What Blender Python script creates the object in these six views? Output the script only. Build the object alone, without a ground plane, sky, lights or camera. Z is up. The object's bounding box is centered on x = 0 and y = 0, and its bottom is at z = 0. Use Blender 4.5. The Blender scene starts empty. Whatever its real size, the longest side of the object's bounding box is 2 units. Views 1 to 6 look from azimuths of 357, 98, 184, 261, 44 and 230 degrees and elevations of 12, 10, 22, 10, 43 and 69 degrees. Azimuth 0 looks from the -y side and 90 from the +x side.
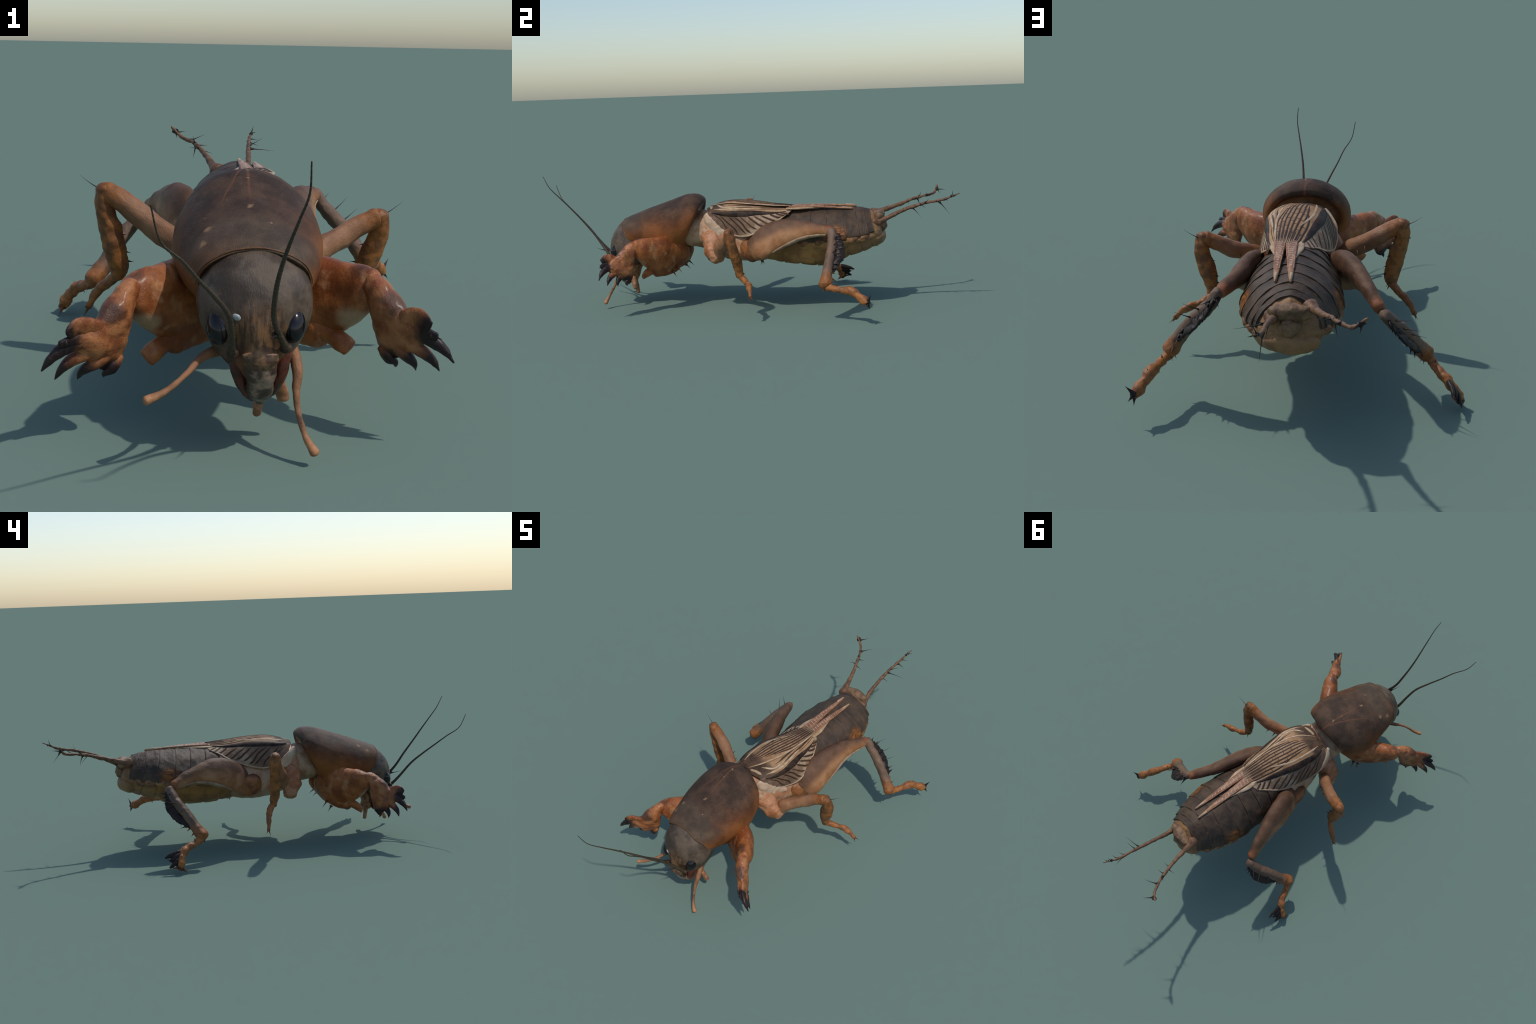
# Mole cricket, built part by part.  Metres, z up, head towards -y.
import bpy, math, random
import numpy as np
from mathutils import Vector, Matrix, noise

random.seed(7)
RNG = np.random.default_rng(7)
V = lambda *a: np.array(a, float)


def unit(v):
    v = np.asarray(v, float)
    return v / (np.linalg.norm(v) + 1e-12)


# ------------------------------------------------------------------ materials
class Nodes:
    """small helper around a node tree"""

    def __init__(self, name):
        self.m = bpy.data.materials.new(name)
        self.m.use_nodes = True
        self.t = self.m.node_tree
        self.t.nodes.clear()
        self.out = self.t.nodes.new("ShaderNodeOutputMaterial")
        self.b = self.t.nodes.new("ShaderNodeBsdfPrincipled")
        self.t.links.new(self.b.outputs[0], self.out.inputs[0])
        self.co = self.t.nodes.new("ShaderNodeTexCoord").outputs["Object"]

    def put(self, socket, v):
        if hasattr(v, "is_output"):
            self.t.links.new(v, socket)
        elif isinstance(v, (tuple, list)) and len(v) == 3 and socket.type == "RGBA":
            socket.default_value = (*v, 1)
        else:
            socket.default_value = v

    def node(self, kind, **kw):
        n = self.t.nodes.new("ShaderNode" + kind)
        for k, v in kw.items():
            setattr(n, k, v)
        return n

    def vmath(self, op, a, b):
        n = self.node("VectorMath", operation=op)
        self.put(n.inputs[0], a)
        self.put(n.inputs[1], b)
        return n.outputs["Value"] if op in ("DISTANCE", "DOT_PRODUCT") else n.outputs[0]

    def math(self, op, a, b=0.0):
        n = self.node("Math", operation=op)
        self.put(n.inputs[0], a)
        self.put(n.inputs[1], b)
        return n.outputs[0]

    def noise(self, scale, detail=4.0, rough=0.55, co=None, stretch=None):
        n = self.node("TexNoise")
        c = co or self.co
        if stretch:
            c = self.vmath("MULTIPLY", c, stretch)
        self.put(n.inputs["Vector"], c)
        n.inputs["Scale"].default_value = scale
        n.inputs["Detail"].default_value = detail
        n.inputs["Roughness"].default_value = rough
        return n.outputs["Fac"]

    def span(self, v, a, b, smooth=True):
        """0 at a, 1 at b"""
        n = self.node("MapRange", interpolation_type="SMOOTHSTEP" if smooth else "LINEAR")
        self.put(n.inputs["Value"], v)
        n.inputs["From Min"].default_value = a
        n.inputs["From Max"].default_value = b
        return n.outputs["Result"]

    def warped(self, amount, scale):
        """object coordinates pushed about by noise, so that borders are ragged"""
        n = self.node("TexNoise")
        self.put(n.inputs["Vector"], self.co)
        n.inputs["Scale"].default_value = scale
        n.inputs["Detail"].default_value = 5
        c = self.vmath("SUBTRACT", n.outputs["Color"], (0.5, 0.5, 0.5))
        c = self.vmath("MULTIPLY", c, (amount,) * 3)
        return self.vmath("ADD", self.co, c)

    def near(self, p, r0, r1, co=None):
        """1 within r0 of p, 0 beyond r1"""
        return self.span(self.vmath("DISTANCE", co or self.co, tuple(map(float, p))), r1, r0)

    def along(self, d, a, b, co=None):
        return self.span(self.vmath("DOT_PRODUCT", co or self.co, tuple(map(float, d))), a, b)

    def mix(self, f, a, b, blend="MIX"):
        n = self.node("Mix", data_type="RGBA", blend_type=blend)
        self.put(n.inputs[0], f)
        self.put(n.inputs[6], a)
        self.put(n.inputs[7], b)
        return n.outputs[2]

    def finish(self, col, rough=0.5, bump=None, strength=0.3, dist=0.004, spec=0.4, coat=0.0, sat=1.09):
        tone = self.node("HueSaturation")
        tone.inputs["Hue"].default_value = 0.4985
        tone.inputs["Saturation"].default_value = sat
        tone.inputs["Value"].default_value = 0.93
        self.put(tone.inputs["Color"], col)
        self.put(self.b.inputs["Base Color"], tone.outputs[0])
        self.put(self.b.inputs["Roughness"], rough)
        self.b.inputs["Specular IOR Level"].default_value = spec * 0.7
        self.b.inputs["Coat Weight"].default_value = coat
        self.b.inputs["Coat Roughness"].default_value = 0.25
        if bump is not None:
            n = self.node("Bump")
            n.inputs["Strength"].default_value = strength
            n.inputs["Distance"].default_value = dist * 2.0
            self.put(n.inputs["Height"], bump)
            self.put(self.b.inputs["Normal"], n.outputs[0])
        return self.m


def mottled(n, a, b, scale=18, lo=0.35, hi=0.65, detail=5, stretch=None):
    return n.mix(n.span(n.noise(scale, detail, 0.6, stretch=stretch), lo, hi), a, b)


def specks(n, col, tint, scale=140, lo=0.66, hi=0.74, amount=0.8):
    f = n.math("MULTIPLY", n.span(n.noise(scale, 2, 0.5), lo, hi), amount)
    return n.mix(f, col, tint)


def m_simple(name, a, b, scale=25, rough=0.45, bump=60, strength=0.25, coat=0.0, spec=0.4, speck=None, stretch=None, wear=0.45):
    n = Nodes(name)
    c = mottled(n, a, b, scale, 0.40, 0.60, stretch=stretch)
    c = n.mix(n.math("MULTIPLY", n.span(n.noise(scale * 2.6, 5, 0.65, stretch=stretch), 0.52, 0.68), wear), c, tuple(0.45 * x for x in b))
    if speck:
        c = specks(n, c, speck)
    return n.finish(c, rough, n.noise(bump, 6, 0.65, stretch=stretch), strength, coat=coat, spec=spec, sat=1.07)


# palette (base colours, linear)
DARK = (0.042, 0.026, 0.018)
GREY = (0.066, 0.048, 0.034)
WARM = (0.25, 0.115, 0.055)
ORANGE = (0.42, 0.15, 0.05)
RUST = (0.20, 0.055, 0.018)
BLACK = (0.008, 0.006, 0.006)
PINK = (0.46, 0.24, 0.14)
CREAM = (0.52, 0.40, 0.29)
BELLY = (0.42, 0.225, 0.085)
TAN = (0.36, 0.235, 0.14)
VEIN = (0.036, 0.022, 0.015)


def m_pronotum():
    n = Nodes("velvet_shield_cuticle")
    w = n.warped(0.10, 9)
    top = mottled(n, DARK, (0.095, 0.057, 0.037), 11, 0.36, 0.64)
    front = n.along((0, -1, 0), 0.44, 0.53, w)
    c = n.mix(n.math("MULTIPLY", front, 0.85), top, mottled(n, GREY, (0.125, 0.088, 0.060), 17))
    # reddish brown flanks, turning orange and then pale near the lower rear edge
    side = n.along((0, 0.22, -1), -0.560, -0.455, w)
    c = n.mix(n.math("MULTIPLY", side, 0.85), c, mottled(n, (0.15, 0.056, 0.023), (0.27, 0.105, 0.042), 11))
    low = n.along((0, 0.40, -1), -0.545, -0.455, w)
    c = n.mix(n.math("MULTIPLY", low, 0.65), c, (0.40, 0.165, 0.065))
    # faint paired streak on the back and pale scuffs
    for x0, x1 in ((0.012, 0.012), (-0.012, 0.038)):
        d = n.vmath("DOT_PRODUCT", n.warped(0.008, 30), tuple(unit((1, (x1 - x0) / -0.16, 0))))
        off = float(np.dot(unit((1, (x1 - x0) / -0.16, 0)), (x0, -0.29, 0)))
        line = n.span(n.math("ABSOLUTE", n.math("SUBTRACT", d, off)), 0.005, 0.0)
        reach = n.math("MULTIPLY", n.along((0, 1, 0), -0.43, -0.37), n.along((0, 0, 1), 0.44, 0.48))
        c = n.mix(n.math("MULTIPLY", n.math("MULTIPLY", line, reach), 0.55), c, (0.2, 0.085, 0.05))
    for p, r in (((0.011, -0.262, 0.533), 0.009), ((0.013, -0.315, 0.522), 0.005), ((-0.075, -0.49, 0.435), 0.016), ((-0.09, -0.53, 0.415), 0.014),
                 ((0.01, -0.44, 0.477), 0.010), ((0.05, -0.50, 0.455), 0.006)):
        c = n.mix(n.math("MULTIPLY", n.near(p, r * 0.2, r, n.warped(0.025, 70)), 0.75), c, (0.38, 0.24, 0.14))
    dust = n.math("MULTIPLY", n.span(n.noise(26, 6, 0.7), 0.58, 0.72), n.along((-1, 0, 0.25), 0.10, 0.24))
    c = n.mix(n.math("MULTIPLY", dust, 0.45), c, (0.22, 0.16, 0.10))
    c = specks(n, c, (0.32, 0.22, 0.15), 330, 0.64, 0.74, 0.55)
    h = n.math("ADD", n.noise(420, 3, 0.6), n.math("MULTIPLY", n.noise(60, 4, 0.6), 0.6))
    return n.finish(c, 0.58, h, 0.45, 0.003, spec=0.28)


def m_head():
    n = Nodes("head_cuticle")
    c = mottled(n, (0.060, 0.043, 0.031), (0.125, 0.092, 0.066), 18, 0.4, 0.6)
    w = n.warped(0.05, 25)
    face = n.along((0, -0.9, -0.45), 0.44, 0.475, w)
    mid = n.near((0.02, -0.675, 0.27), 0.05, 0.10, w)
    c = n.mix(n.math("MULTIPLY", n.math("MULTIPLY", face, mid), 0.75), c, mottled(n, (0.045, 0.024, 0.014), (0.21, 0.11, 0.052), 42, 0.4, 0.6, stretch=(2.5, 1, 0.6)))
    jaw = n.along((0, 0, -1), -0.235, -0.195, w)
    c = n.mix(jaw, c, mottled(n, (0.03, 0.016, 0.010), (0.20, 0.085, 0.045), 34, 0.4, 0.6))
    for p in ((-0.028, -0.672, 0.235), (0.070, -0.668, 0.246)):
        c = n.mix(n.math("MULTIPLY", n.near(p, 0.010, 0.030, w), 0.85), c, (0.02, 0.013, 0.009))
    c = n.mix(n.math("MULTIPLY", n.near((0.024, -0.678, 0.214), 0.012, 0.036, w), 0.7), c, mottled(n, (0.34, 0.22, 0.13), (0.15, 0.07, 0.035), 60))
    c = specks(n, c, (0.26, 0.19, 0.13), 150, 0.70, 0.80, 0.6)
    h = n.noise(150, 5, 0.65, stretch=(3, 1, 0.8))
    return n.finish(c, 0.42, h, 0.4, 0.003, spec=0.4)


def m_tergite():
    n = Nodes("tergite_cuticle")
    c = mottled(n, (0.050, 0.035, 0.025), (0.092, 0.061, 0.040), 16, 0.36, 0.64)
    # rusty hairy flank patch on the widest ring
    w = n.warped(0.06, 22)
    for p in ((0.18, 0.43, 0.345), (-0.155, 0.43, 0.36)):
        c = n.mix(n.math("MULTIPLY", n.near(p, 0.03, 0.072, w), 0.9), c, mottled(n, (0.13, 0.05, 0.02), (0.36, 0.155, 0.055), 70, stretch=(1, 0.6, 2)))
    c = specks(n, c, (0.28, 0.20, 0.14), 300, 0.66, 0.76, 0.5)
    return n.finish(c, 0.5, n.noise(170, 5, 0.7), 0.35, 0.003, spec=0.35)


def m_belly():
    n = Nodes("soft_abdomen_skin")
    c = mottled(n, BELLY, (0.25, 0.125, 0.052), 12, 0.38, 0.62)
    c = n.mix(n.math("MULTIPLY", n.along((0, 1, 0), 0.44, 0.60, n.warped(0.1, 10)), 0.55), c, mottled(n, (0.15, 0.095, 0.06), (0.26, 0.16, 0.085), 20))
    c = n.mix(n.math("MULTIPLY", n.span(n.noise(55, 4, 0.6, stretch=(1, 0.3, 2)), 0.55, 0.72), 0.35), c, (0.12, 0.07, 0.04))
    return n.finish(c, 0.5, n.noise(75, 6, 0.6, stretch=(1, 0.4, 1.6)), 0.35, 0.005, spec=0.35, sat=1.04)


def m_thorax():
    n = Nodes("soft_thorax_skin")
    c = mottled(n, PINK, (0.54, 0.36, 0.24), 17, 0.4, 0.6)
    c = n.mix(n.math("MULTIPLY", n.along((0, 0.4, -1), -0.30, -0.20, n.warped(0.08, 14)), 0.7), c, mottled(n, BELLY, (0.36, 0.2, 0.10), 18))
    c = n.mix(n.math("MULTIPLY", n.span(n.noise(30, 5, 0.6), 0.52, 0.66), 0.6), c, (0.26, 0.105, 0.05))
    return n.finish(c, 0.42, n.noise(60, 5, 0.6), 0.3, 0.005, spec=0.4)


def m_foreleg():
    n = Nodes("digging_leg_cuticle")
    c = mottled(n, (0.22, 0.064, 0.018), (0.40, 0.140, 0.042), 13, 0.38, 0.62)
    c = n.mix(n.math("MULTIPLY", n.span(n.noise(28, 5, 0.65), 0.52, 0.66), 0.6), c, RUST)
    c = n.mix(n.math("MULTIPLY", n.span(n.noise(22, 3, 0.5, stretch=(1, 1.3, 0.8)), 0.56, 0.68), 0.5), c, (0.54, 0.28, 0.13))
    w = n.warped(0.04, 35)
    for p in ((0.232, -0.462, 0.245), (-0.208, -0.476, 0.235)):
        c = n.mix(n.math("MULTIPLY", n.near(p, 0.018, 0.040, n.warped(0.02, 30)), 0.75), c, (0.46, 0.33, 0.19))
    for p in ((0.248, -0.468, 0.352), (-0.232, -0.486, 0.342), (0.15, -0.42, 0.33), (-0.13, -0.42, 0.33)):
        c = n.mix(n.math("MULTIPLY", n.near(p, 0.008, 0.034, w), 0.75), c, (0.065, 0.030, 0.017))
    return n.finish(c, 0.42, n.noise(60, 6, 0.7), 0.4, 0.006, spec=0.4, coat=0.14, sat=1.02)


def m_digger(side, tips):
    """shank of the digging leg: orange, dark smears on the front, black towards the claws"""
    n = Nodes("digging_shank_cuticle")
    c = mottled(n, (0.24, 0.070, 0.020), (0.46, 0.18, 0.062), 20, 0.38, 0.62)
    c = n.mix(n.math("MULTIPLY", n.span(n.noise(34, 5, 0.65), 0.52, 0.66), 0.6), c, RUST)
    w = n.warped(0.035, 40)
    c = n.mix(n.math("MULTIPLY", n.near(side, 0.012, 0.042, w), 0.85), c, (0.07, 0.035, 0.022))
    k = None
    for p in tips:
        f = n.near(p, 0.034, 0.066, w)
        k = f if k is None else n.math("MAXIMUM", k, f)
    c = n.mix(k, c, (0.018, 0.006, 0.006))
    return n.finish(c, 0.38, n.noise(65, 6, 0.7), 0.45, 0.006, spec=0.45, coat=0.16, sat=1.0)


def m_femur(length, arch):
    """hind femur in its own frame: x runs along the leg, z up"""
    n = Nodes("hind_femur_cuticle")
    w = n.warped(0.04, 18)
    c = mottled(n, (0.095, 0.053, 0.033), (0.175, 0.098, 0.060), 13, 0.3, 0.7)
    u = n.math("DIVIDE", n.vmath("DOT_PRODUCT", w, (1.0, 0.0, 0.0)), length)
    bow = n.math("MULTIPLY", n.math("MULTIPLY", u, n.math("SUBTRACT", 1.0, u)), 4.0 * arch)
    drop = n.math("SUBTRACT", bow, n.vmath("DOT_PRODUCT", w, (0.0, 0.0, 1.0)))
    c = n.mix(n.math("MULTIPLY", n.span(drop, -0.028, 0.030), 0.9), c, mottled(n, (0.32, 0.15, 0.072), (0.46, 0.25, 0.135), 15))
    c = n.mix(n.math("MULTIPLY", n.near((length * 0.03, 0, -0.01), 0.01, 0.055, w), 0.7), c, (0.10, 0.045, 0.025))
    c = n.mix(n.math("MULTIPLY", n.along((1, 0, 0), length * 0.93, length * 1.0, w), 0.75), c, mottled(n, (0.33, 0.13, 0.065), (0.20, 0.085, 0.045), 50))
    c = specks(n, c, (0.48, 0.34, 0.2), 95, 0.74, 0.80, 0.7)
    return n.finish(c, 0.5, n.noise(90, 6, 0.7), 0.4, 0.004, spec=0.3)


def m_tibia(length, a, b, end):
    n = Nodes("shin_cuticle")
    w = n.warped(0.035, 30)
    c = mottled(n, a, b, 24, 0.3, 0.7, stretch=(0.5, 1, 1))
    c = n.mix(n.along((1, 0, 0), length * 0.72, length * 0.97, w), c, mottled(n, end, tuple(0.6 * x for x in end), 45))
    c = n.mix(n.math("MULTIPLY", n.span(n.noise(38, 5, 0.7), 0.6, 0.72), 0.6), c, (0.05, 0.028, 0.018))
    c = specks(n, c, (0.42, 0.30, 0.2), 150, 0.71, 0.79, 0.5)
    return n.finish(c, 0.42, n.noise(90, 6, 0.7, stretch=(0.5, 1, 1)), 0.4, 0.005, spec=0.4, sat=1.08)


def m_wing():
    n = Nodes("wing_membrane")
    c = mottled(n, (0.30, 0.175, 0.095), (0.43, 0.28, 0.165), 26)
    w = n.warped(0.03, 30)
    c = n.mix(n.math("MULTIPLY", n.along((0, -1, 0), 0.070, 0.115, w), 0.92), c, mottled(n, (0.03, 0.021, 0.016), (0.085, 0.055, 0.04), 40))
    c = n.mix(n.math("MULTIPLY", n.span(n.noise(20, 4, 0.6, stretch=(2.5, 0.5, 1)), 0.55, 0.7), 0.5), c, (0.16, 0.085, 0.048))
    c = n.mix(n.math("MULTIPLY", n.along((0, 1, 0), 0.14, 0.22, w), 0.5), c, (0.50, 0.38, 0.26))
    return n.finish(c, 0.6, n.noise(70, 4, 0.6, stretch=(2, 0.4, 1)), 0.3, 0.003, spec=0.2)


def m_wing_flank():
    n = Nodes("wing_flank_membrane")
    c = mottled(n, (0.40, 0.295, 0.205), (0.24, 0.15, 0.092), 24, 0.42, 0.60)
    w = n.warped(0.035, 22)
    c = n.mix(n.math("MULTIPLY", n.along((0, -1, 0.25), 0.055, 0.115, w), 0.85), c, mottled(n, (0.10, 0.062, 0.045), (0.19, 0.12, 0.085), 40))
    return n.finish(c, 0.5, n.noise(60, 4, 0.6), 0.3, 0.003, spec=0.3)


MAT = dict(
    pronotum=m_pronotum(), head=m_head(), tergite=m_tergite(), belly=m_belly(), thorax=m_thorax(), foreleg=m_foreleg(),
    wing=m_wing(), flank=m_wing_flank(),
    vein=m_simple("vein_cuticle", VEIN, (0.065, 0.040, 0.026), 40, 0.55, spec=0.2),
    band=m_simple("black_wing_band", (0.016, 0.011, 0.009), (0.05, 0.030, 0.020), 30, 0.5, speck=(0.2, 0.17, 0.14), spec=0.25),
    pale=m_simple("pale_wing_rib", (0.52, 0.39, 0.26), (0.42, 0.28, 0.17), 40, 0.4),
    cream=m_simple("cream_wing_base", (0.60, 0.47, 0.34), (0.50, 0.35, 0.24), 22, 0.45, wear=0.2),
    tail=m_simple("hindwing_roll", (0.24, 0.115, 0.065), (0.42, 0.24, 0.14), 45, 0.42, stretch=(2, 0.4, 2)),
    rib=m_simple("white_rib", (0.62, 0.53, 0.46), (0.50, 0.38, 0.30), 60, 0.45),
    collar=m_simple("collar_membrane", (0.16, 0.075, 0.036), (0.25, 0.13, 0.065), 16, 0.4),
    neck=m_simple("neck_membrane", (0.50, 0.345, 0.22), (0.34, 0.19, 0.105), 13, 0.45, wear=0.25),
    coxa=m_simple("pink_coxa_skin", (0.48, 0.25, 0.145), (0.36, 0.15, 0.07), 17, 0.45),
    hindcoxa=m_simple("brown_coxa_skin", (0.34, 0.15, 0.065), (0.15, 0.065, 0.03), 20, 0.4),
    midtibia=m_simple("middle_shin_cuticle", (0.33, 0.14, 0.05), (0.17, 0.075, 0.033), 30, 0.42, strength=0.4),
    tarsus=m_simple("foot_cuticle", (0.38, 0.16, 0.06), (0.24, 0.10, 0.045), 35, 0.42, strength=0.4),
    spine=m_simple("black_spine", (0.015, 0.011, 0.010), (0.03, 0.018, 0.014), 40, 0.45),
    brownspine=m_simple("brown_spine", (0.19, 0.075, 0.03), (0.09, 0.035, 0.018), 60, 0.42),
    cercus=m_simple("cercus_cuticle", (0.21, 0.115, 0.065), (0.12, 0.065, 0.038), 50, 0.5, strength=0.4),
    antenna=m_simple("antenna_cuticle", (0.040, 0.030, 0.020), (0.075, 0.055, 0.034), 220, 0.45),
    palp=m_simple("palp_cuticle", (0.42, 0.22, 0.13), (0.24, 0.12, 0.065), 45, 0.42),
    eye=m_simple("eye_lens", (0.006, 0.005, 0.006), (0.012, 0.010, 0.011), 40, 0.12, strength=0.02, spec=0.6),
    ocellus=m_simple("ocellus_lens", (0.34, 0.36, 0.36), (0.42, 0.43, 0.42), 40, 0.2, strength=0.02, spec=0.6),
    clypeus=m_simple("clypeus_cuticle", (0.27, 0.15, 0.08), (0.09, 0.05, 0.03), 45, 0.4, spec=0.5),
    labrum=m_simple("labrum_cuticle", (0.30, 0.21, 0.15), (0.06, 0.035, 0.025), 26, 0.3, spec=0.5),
    mandible=m_simple("mandible_cuticle", (0.11, 0.032, 0.018), (0.055, 0.018, 0.012), 30, 0.28, coat=0.2),
    shade=m_simple("vein_shading_ribbon", (0.21, 0.125, 0.075), (0.14, 0.08, 0.047), 40, 0.42),
    pleura=m_simple("pleurite_skin", (0.27, 0.14, 0.07), (0.15, 0.075, 0.04), 30, 0.45),
    hem=m_simple("pale_femur_hem", (0.36, 0.275, 0.185), (0.27, 0.17, 0.105), 20, 0.55),
    seam=m_simple("pronotum_rim_cuticle", (0.20, 0.105, 0.05), (0.12, 0.065, 0.035), 20, 0.55),
    rim=m_simple("tergite_rim_skin", (0.15, 0.10, 0.066), (0.08, 0.054, 0.037), 30, 0.5),
    knob=m_simple("end_plate_cuticle", (0.13, 0.078, 0.045), (0.25, 0.155, 0.088), 30, 0.55, strength=0.5),
)

# ------------------------------------------------------------------ geometry
ROOT = bpy.data.objects.new("mole_cricket", None)
ROOT["label"] = "brown mole cricket with orange digging forelegs and short veined wings"
ROOT["category"] = "insect"
bpy.context.scene.collection.objects.link(ROOT)


def add(name, mesh, mat, parent=None, matrix=None):
    o = bpy.data.objects.new(name, mesh)
    bpy.context.scene.collection.objects.link(o)
    mesh.materials.append(mat)
    p = parent or ROOT
    if p is not ROOT and p.parent is not ROOT:
        p = p.parent  # thing > part > sub-part, no deeper
    o.parent = p
    bpy.context.view_layer.update()
    if matrix is not None:
        o.matrix_world = matrix
    else:
        o.matrix_world = Matrix()
    return o


def spline(c, n, closed_param=None):
    """smooth curve through rows of c (all columns), n samples; spacing by the first three columns"""
    c = np.asarray(c, float)
    k = len(c)
    t = np.r_[0, np.cumsum(np.maximum(np.linalg.norm(np.diff(c[:, :3], axis=0), axis=1), 1e-5))]
    return hermite(c, t, np.linspace(0, t[-1], n))


def hermite(c, t, q):
    d = np.diff(c, axis=0) / np.diff(t)[:, None]
    m = np.empty_like(c)
    m[0], m[-1] = d[0], d[-1]
    if len(c) > 2:
        h = np.diff(t)[:, None]
        m[1:-1] = (d[:-1] * h[1:] + d[1:] * h[:-1]) / (h[1:] + h[:-1])
    i = np.clip(np.searchsorted(t, q, side="right") - 1, 0, len(t) - 2)
    h = (t[i + 1] - t[i])
    u = ((q - t[i]) / h)[:, None]
    h = h[:, None]
    return ((2 * u**3 - 3 * u**2 + 1) * c[i] + (u**3 - 2 * u**2 + u) * h * m[i] + (-2 * u**3 + 3 * u**2) * c[i + 1] + (u**3 - u**2) * h * m[i + 1])


def normals_of(P, wrap=True):
    du = np.roll(P, -1, 1) - np.roll(P, 1, 1) if wrap else np.gradient(P, axis=1)
    dv = np.gradient(P, axis=0)
    n = np.cross(du, dv)
    return n / (np.linalg.norm(n, axis=2, keepdims=True) + 1e-12)


def lumps(P, amp, scale, seed=0, octaves=3, stretch=(1, 1, 1)):
    """push a ring grid in and out with fractal noise"""
    N = normals_of(P)
    s = np.array(stretch) * scale
    flat, out = P.reshape(-1, 3) * s + seed * 7.31, np.empty(P.shape[0] * P.shape[1])
    for i, p in enumerate(flat):
        out[i] = noise.fractal(Vector(p), 1.0, 2.0, octaves)
    return P + N * (amp * out.reshape(P.shape[0], P.shape[1], 1))


def ring_mesh(name, P, cap=(True, True)):
    r, k = P.shape[:2]
    verts = [tuple(v) for v in P.reshape(-1, 3)]
    faces = []
    for i in range(r - 1):
        a, b = i * k, (i + 1) * k
        for j in range(k):
            q = (j + 1) % k
            faces.append((a + j, a + q, b + q, b + j))
    if cap[0]:
        verts.append(tuple(P[0].mean(0)))
        c = len(verts) - 1
        faces += [(c, (j + 1) % k, j) for j in range(k)]
    if cap[1]:
        verts.append(tuple(P[-1].mean(0)))
        c = len(verts) - 1
        b = (r - 1) * k
        faces += [(c, b + j, b + (j + 1) % k) for j in range(k)]
    me = bpy.data.meshes.new(name)
    me.from_pydata(verts, [], faces)
    me.update()
    me.shade_smooth()
    return me


def sheet_mesh(name, P):
    r, k = P.shape[:2]
    faces = [(i * k + j, i * k + j + 1, (i + 1) * k + j + 1, (i + 1) * k + j) for i in range(r - 1) for j in range(k - 1)]
    me = bpy.data.meshes.new(name)
    me.from_pydata([tuple(v) for v in P.reshape(-1, 3)], [], faces)
    me.update()
    me.shade_smooth()
    return me


def tube_grid(c, ref, rows=40, k=24, power=2.0, caps=(0.8, 0.8), keel=0.0):
    """rows of (x, y, z, half_width, half_height); half_height lies along ref"""
    S = spline(c, rows)
    T = np.gradient(S[:, :3], axis=0)
    T /= np.linalg.norm(T, axis=1, keepdims=True) + 1e-12
    # rounded ends
    rowsout = []
    m = 6
    for i in range(rows):
        rowsout.append((S[i, :3], T[i], S[i, 3], S[i, 4]))
    for end, cap in ((0, caps[0]), (-1, caps[1])):
        if cap <= 0:
            continue
        P0, t, a, b = rowsout[0] if end == 0 else rowsout[-1]
        sgn = -1 if end == 0 else 1
        ext = []
        for q in range(1, m + 1):
            ang = q / m * math.pi / 2 * 0.97
            ext.append((P0 + sgn * t * min(a, b) * cap * math.sin(ang), t, a * math.cos(ang), b * math.cos(ang)))
        rowsout = ext[::-1] + rowsout if end == 0 else rowsout + ext
    th = np.linspace(0, 2 * math.pi, k, endpoint=False)
    cs, sn = np.cos(th), np.sin(th)
    e = 2 / power
    cs, sn = np.sign(cs) * abs(cs) ** e, np.sign(sn) * abs(sn) ** e
    P = []
    for p, t, a, b in rowsout:
        B = unit(np.cross(t, ref))
        N = np.cross(B, t)
        P.append(p + np.outer(cs * (1 + keel * sn), B) * a + np.outer(sn, N) * b)
    return np.array(P)


def frame_of(c, ref):
    a, b = np.array(c[0][:3], float), np.array(c[-1][:3], float)
    x = unit(b - a)
    z = unit(np.array(ref, float) - np.dot(ref, x) * x)
    y = np.cross(z, x)
    M = np.eye(4)
    M[:3, 0], M[:3, 1], M[:3, 2], M[:3, 3] = x, y, z, a
    return M


def tube(name, c, mat, parent=None, ref=(0, 0, 1), rows=40, k=24, power=2.0, caps=(0.8, 0.8), lump=0.0, scale=30, seed=0, keel=0.0, local=True, stretch=(1, 1, 1)):
    P = tube_grid(c, np.array(ref, float), rows, k, power, caps, keel)
    if lump:
        P = lumps(P, lump, scale, seed, stretch=stretch)
    if local:
        M = frame_of(c, ref)
        I = np.linalg.inv(M)
        P = P @ I[:3, :3].T + I[:3, 3]
        return add(name, ring_mesh(name, P), mat, parent, Matrix(M.tolist()))
    return add(name, ring_mesh(name, P), mat, parent)


def spike(name, base, tip, r, mat, parent=None, bend=(0, 0, 0), flare=1.9, k=8, rows=10):
    """a thorn with a flared foot that runs out to a needle point"""
    a, b = np.array(base, float), np.array(tip, float)
    mid = (a + b) / 2 + np.array(bend, float)
    u = np.linspace(0, 1, rows)[:, None]
    C = (1 - u) ** 2 * a + 2 * u * (1 - u) * mid + u**2 * b
    R = r * ((1 - u) ** 1.5 * 0.8 + 0.10 * (1 - u) + flare * np.clip(0.22 - u, 0, 1) * 2.2) + 0.00025
    ref = np.array((0, 0, 1.0)) if abs(unit(b - a)[2]) < 0.9 else np.array((1.0, 0, 0))
    return tube(name, np.hstack([C, R, R]), mat, parent, ref, rows, k, caps=(0, 0.5))


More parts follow.
